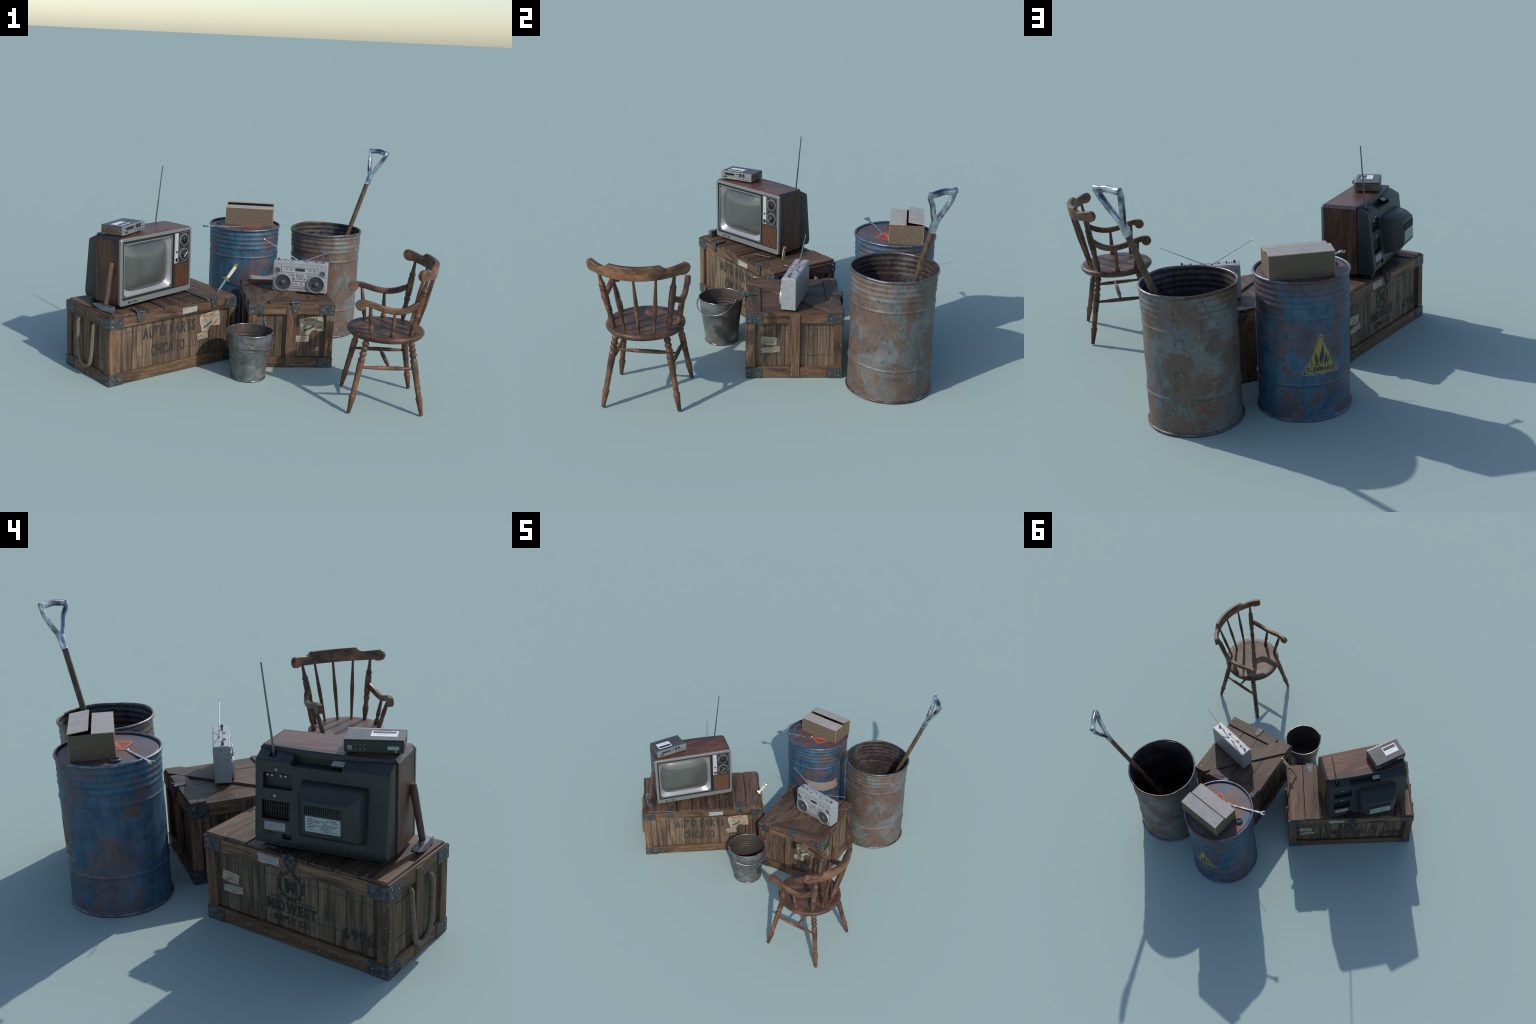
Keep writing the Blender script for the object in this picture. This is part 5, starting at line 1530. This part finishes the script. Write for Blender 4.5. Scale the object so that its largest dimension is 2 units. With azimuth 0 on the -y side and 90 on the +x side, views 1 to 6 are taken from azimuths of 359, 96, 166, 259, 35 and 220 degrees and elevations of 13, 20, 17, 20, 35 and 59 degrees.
put('knife_button', xf(join(xf(dome(0.0035, 0.003), Matrix.Translation((0.125, 0, 0.0066))), xf(dome(0.0022, 0.0018), Matrix.Translation((0.135, 0.002, 0.0066)))), KM), BRASS, knife, smooth=50)

# ------------------------------------------------------------------ pencil on the crate lid
pa, pb = Vector((-0.3690, -0.1990, 0.3955)), Vector((-0.3190, -0.0980, 0.3965))
pencil = thing('pencil', tuple(pa), 0, 'dark slim pencil lying on the crate', 'pencil')
e = pb - pa
put('pencil_shaft', tube([Vector((0, 0, 0)), e * 0.86], 0.0042, 6), plain('pencil_paint', (0.030, 0.030, 0.030), 0.5), pencil)
put('pencil_ferrule', tube([e * 0.855, e * 0.94], 0.0046, 10), plain('pencil_green_band', (0.055, 0.085, 0.06), 0.45, 0.3), pencil, smooth=50)
put('pencil_eraser', tube([e * 0.935, e * 1.0], 0.0042, 10), plain('pencil_end', (0.05, 0.05, 0.048), 0.6), pencil, smooth=50)

# ------------------------------------------------------------------ cardboard box on the drum
BL = Vector((-0.1405, 0.6145, 0.6735))
bxa = math.atan2(-0.015, 0.303)
carton = thing('cardboard_box', tuple(BL), bxa, 'closed brown cardboard box with a lifted flap', 'box')
k = Nodes('brown_cardboard')
f = k.noise(120, 4, 0.7); g = k.noise(22, 5, 0.7)
col = k.ramp(f, [(0.3, (0.105, 0.079, 0.054)), (0.7, (0.165, 0.128, 0.088))])
col = k.mix(k.math('MULTIPLY', k.step(g, 0.62, 0.70), 0.5), col, (0.26, 0.215, 0.15))
k.bump(f, 0.1, 0.0006)
CARD = k.done(col, 0.85, 0, 0.2)
k = Nodes('grey_cardboard_flap')
f = k.noise(18, 4, 0.6)
FLAP = k.done(k.ramp(f, [(0.3, (0.31, 0.295, 0.275)), (0.7, (0.37, 0.355, 0.335))]), 0.8, 0, 0.2)
EDGE = plain('raw_cardboard_edge', (0.44, 0.325, 0.205), 0.85, vary=0.12, scale=90)
LX, LY, LZ = 0.3035, 0.1860, 0.1120
for n_, g in (('carton_wall', box(0, LX, 0, 0.003, 0, LZ, 0.0006)), ('carton_wall', box(0, LX, LY - 0.003, LY, 0, LZ + 0.006, 0.0006)),
              ('carton_wall', box(0, 0.003, 0.003, LY - 0.003, 0, LZ, 0.0006)), ('carton_wall', box(LX - 0.003, LX, 0.003, LY - 0.003, 0, LZ, 0.0006)),
              ('carton_bottom', box(0.003, LX - 0.003, 0.003, LY - 0.003, 0.0, 0.003, 0.0005))):
    put(n_, g, CARD, carton)
put('inner_flap', join(*[xf(g, Matrix.Translation((0, 0, -0.03))) for g in (box(0.003, 0.09, 0.003, LY - 0.003, LZ - 0.006, LZ - 0.0035, 0.0005), box(LX - 0.09, LX - 0.003, 0.003, LY - 0.003, LZ - 0.006, LZ - 0.0035, 0.0005))]), CARD, carton)
fl1 = box(0.0, LX, 0.0, 0.0905, -0.0015, 0.0015, 0.0005)
put('top_flap', xf(fl1, Matrix.Translation((0, 0.0003, LZ + 0.0012)) @ Matrix.Rotation(math.radians(0.6), 4, 'X')), FLAP, carton)
fl2 = box(0.0, LX, -0.0850, 0.0, -0.0015, 0.0015, 0.0005)
put('top_flap', xf(fl2, Matrix.Translation((0, LY - 0.0003, LZ + 0.0075)) @ Matrix.Rotation(math.radians(-7.5), 4, 'X')), FLAP, carton)
# worn pale fibre along the folds
eds = []
for x in (0, LX):
    for y in (0, LY):
        z1 = LZ + (0.006 if y else 0)
        eds.append(box(x - 0.0009, x + 0.0009, y - 0.0009, y + 0.0009, 0.006, z1, 0.0004))
eds.append(box(-0.0004, LX + 0.0004, -0.0012, 0.0012, LZ - 0.0010, LZ + 0.0029, 0.0005))
eds.append(box(-0.0004, LX + 0.0004, LY - 0.0012, LY + 0.0012, LZ + 0.0055, LZ + 0.0092, 0.0005))
for s in (0, 1):
    m = Matrix.Translation((0, 0.0003, LZ + 0.0012)) @ Matrix.Rotation(math.radians(0.6), 4, 'X') if s == 0 else Matrix.Translation((0, LY - 0.0003, LZ + 0.0075)) @ Matrix.Rotation(math.radians(-7.5), 4, 'X')
    y = 0.0905 if s == 0 else -0.0850
    eds.append(xf(box(-0.0003, LX + 0.0003, min(y, y * 0.984), max(y, y * 0.984) + 0.0002, -0.0017, 0.0018, 0.0004), m))
    for x in (0.0, LX):
        y0, y1 = sorted((0, y))
        eds.append(xf(box(x - 0.0010, x + 0.0010, y0, y1, -0.0017, 0.0018, 0.0004), m))
put('fold_edge', join(*eds), EDGE, carton)

# ------------------------------------------------------------------ open-ended wrench across the drum rim
w1, w2 = Vector((-0.0300, 0.5680, 0.6680)), Vector((-0.2680, 0.4800, 0.6800))
wrench = thing('wrench', tuple(w1), 0, 'double open-ended steel wrench', 'wrench')
we = w2 - w1; WL = we.length
wa = we.normalized(); wside = Vector((0, 0, 1)).cross(wa).normalized()
WM = frame_matrix((0, 0, 0), tuple(wa), tuple(wside))
def jaw(R, gap, depth, turn):
    """open jaw head: disc with a slot cut in from the +x side"""
    pts = []
    a0 = math.asin(gap / R)
    for i in range(25):
        a = a0 + (2 * PI - 2 * a0) * i / 24
        pts.append((R * math.cos(a) * (1.12 if math.cos(a) > 0.3 else 1.0), R * math.sin(a)))
    pts += [(R - depth, -gap), (R - depth - gap * 0.5, 0), (R - depth, gap)]
    c, s = math.cos(turn), math.sin(turn)
    return [(p[0] * c - p[1] * s, p[0] * s + p[1] * c) for p in pts]
WST = worn_metal('wrench_chrome', (0.16, 0.17, 0.185), (0.36, 0.38, 0.40), (0.58, 0.60, 0.62), 0.28, 0.9, 40, (0.20, 0.17, 0.15))
bar = [(0.012, -0.0075), (0.05, -0.0062), (WL - 0.05, -0.0066), (WL - 0.014, -0.0085), (WL - 0.014, 0.0085), (WL - 0.05, 0.0066), (0.05, 0.0062), (0.012, 0.0075)]
put('wrench_shank', xf(prism(bar, 0.0012, 0.0068, 0.0015), WM), WST, wrench)
put('wrench_jaw', xf(move(prism(jaw(0.0165, 0.0070, 0.016, 0.26), 0.0, 0.0080, 0.0012), WL - 0.004, 0, 0), WM), WST, wrench)
put('wrench_jaw', xf(move(prism(jaw(0.0140, 0.0058, 0.0135, PI + 0.26), 0.0, 0.0075, 0.0012), 0.004, 0, 0), WM), WST, wrench)
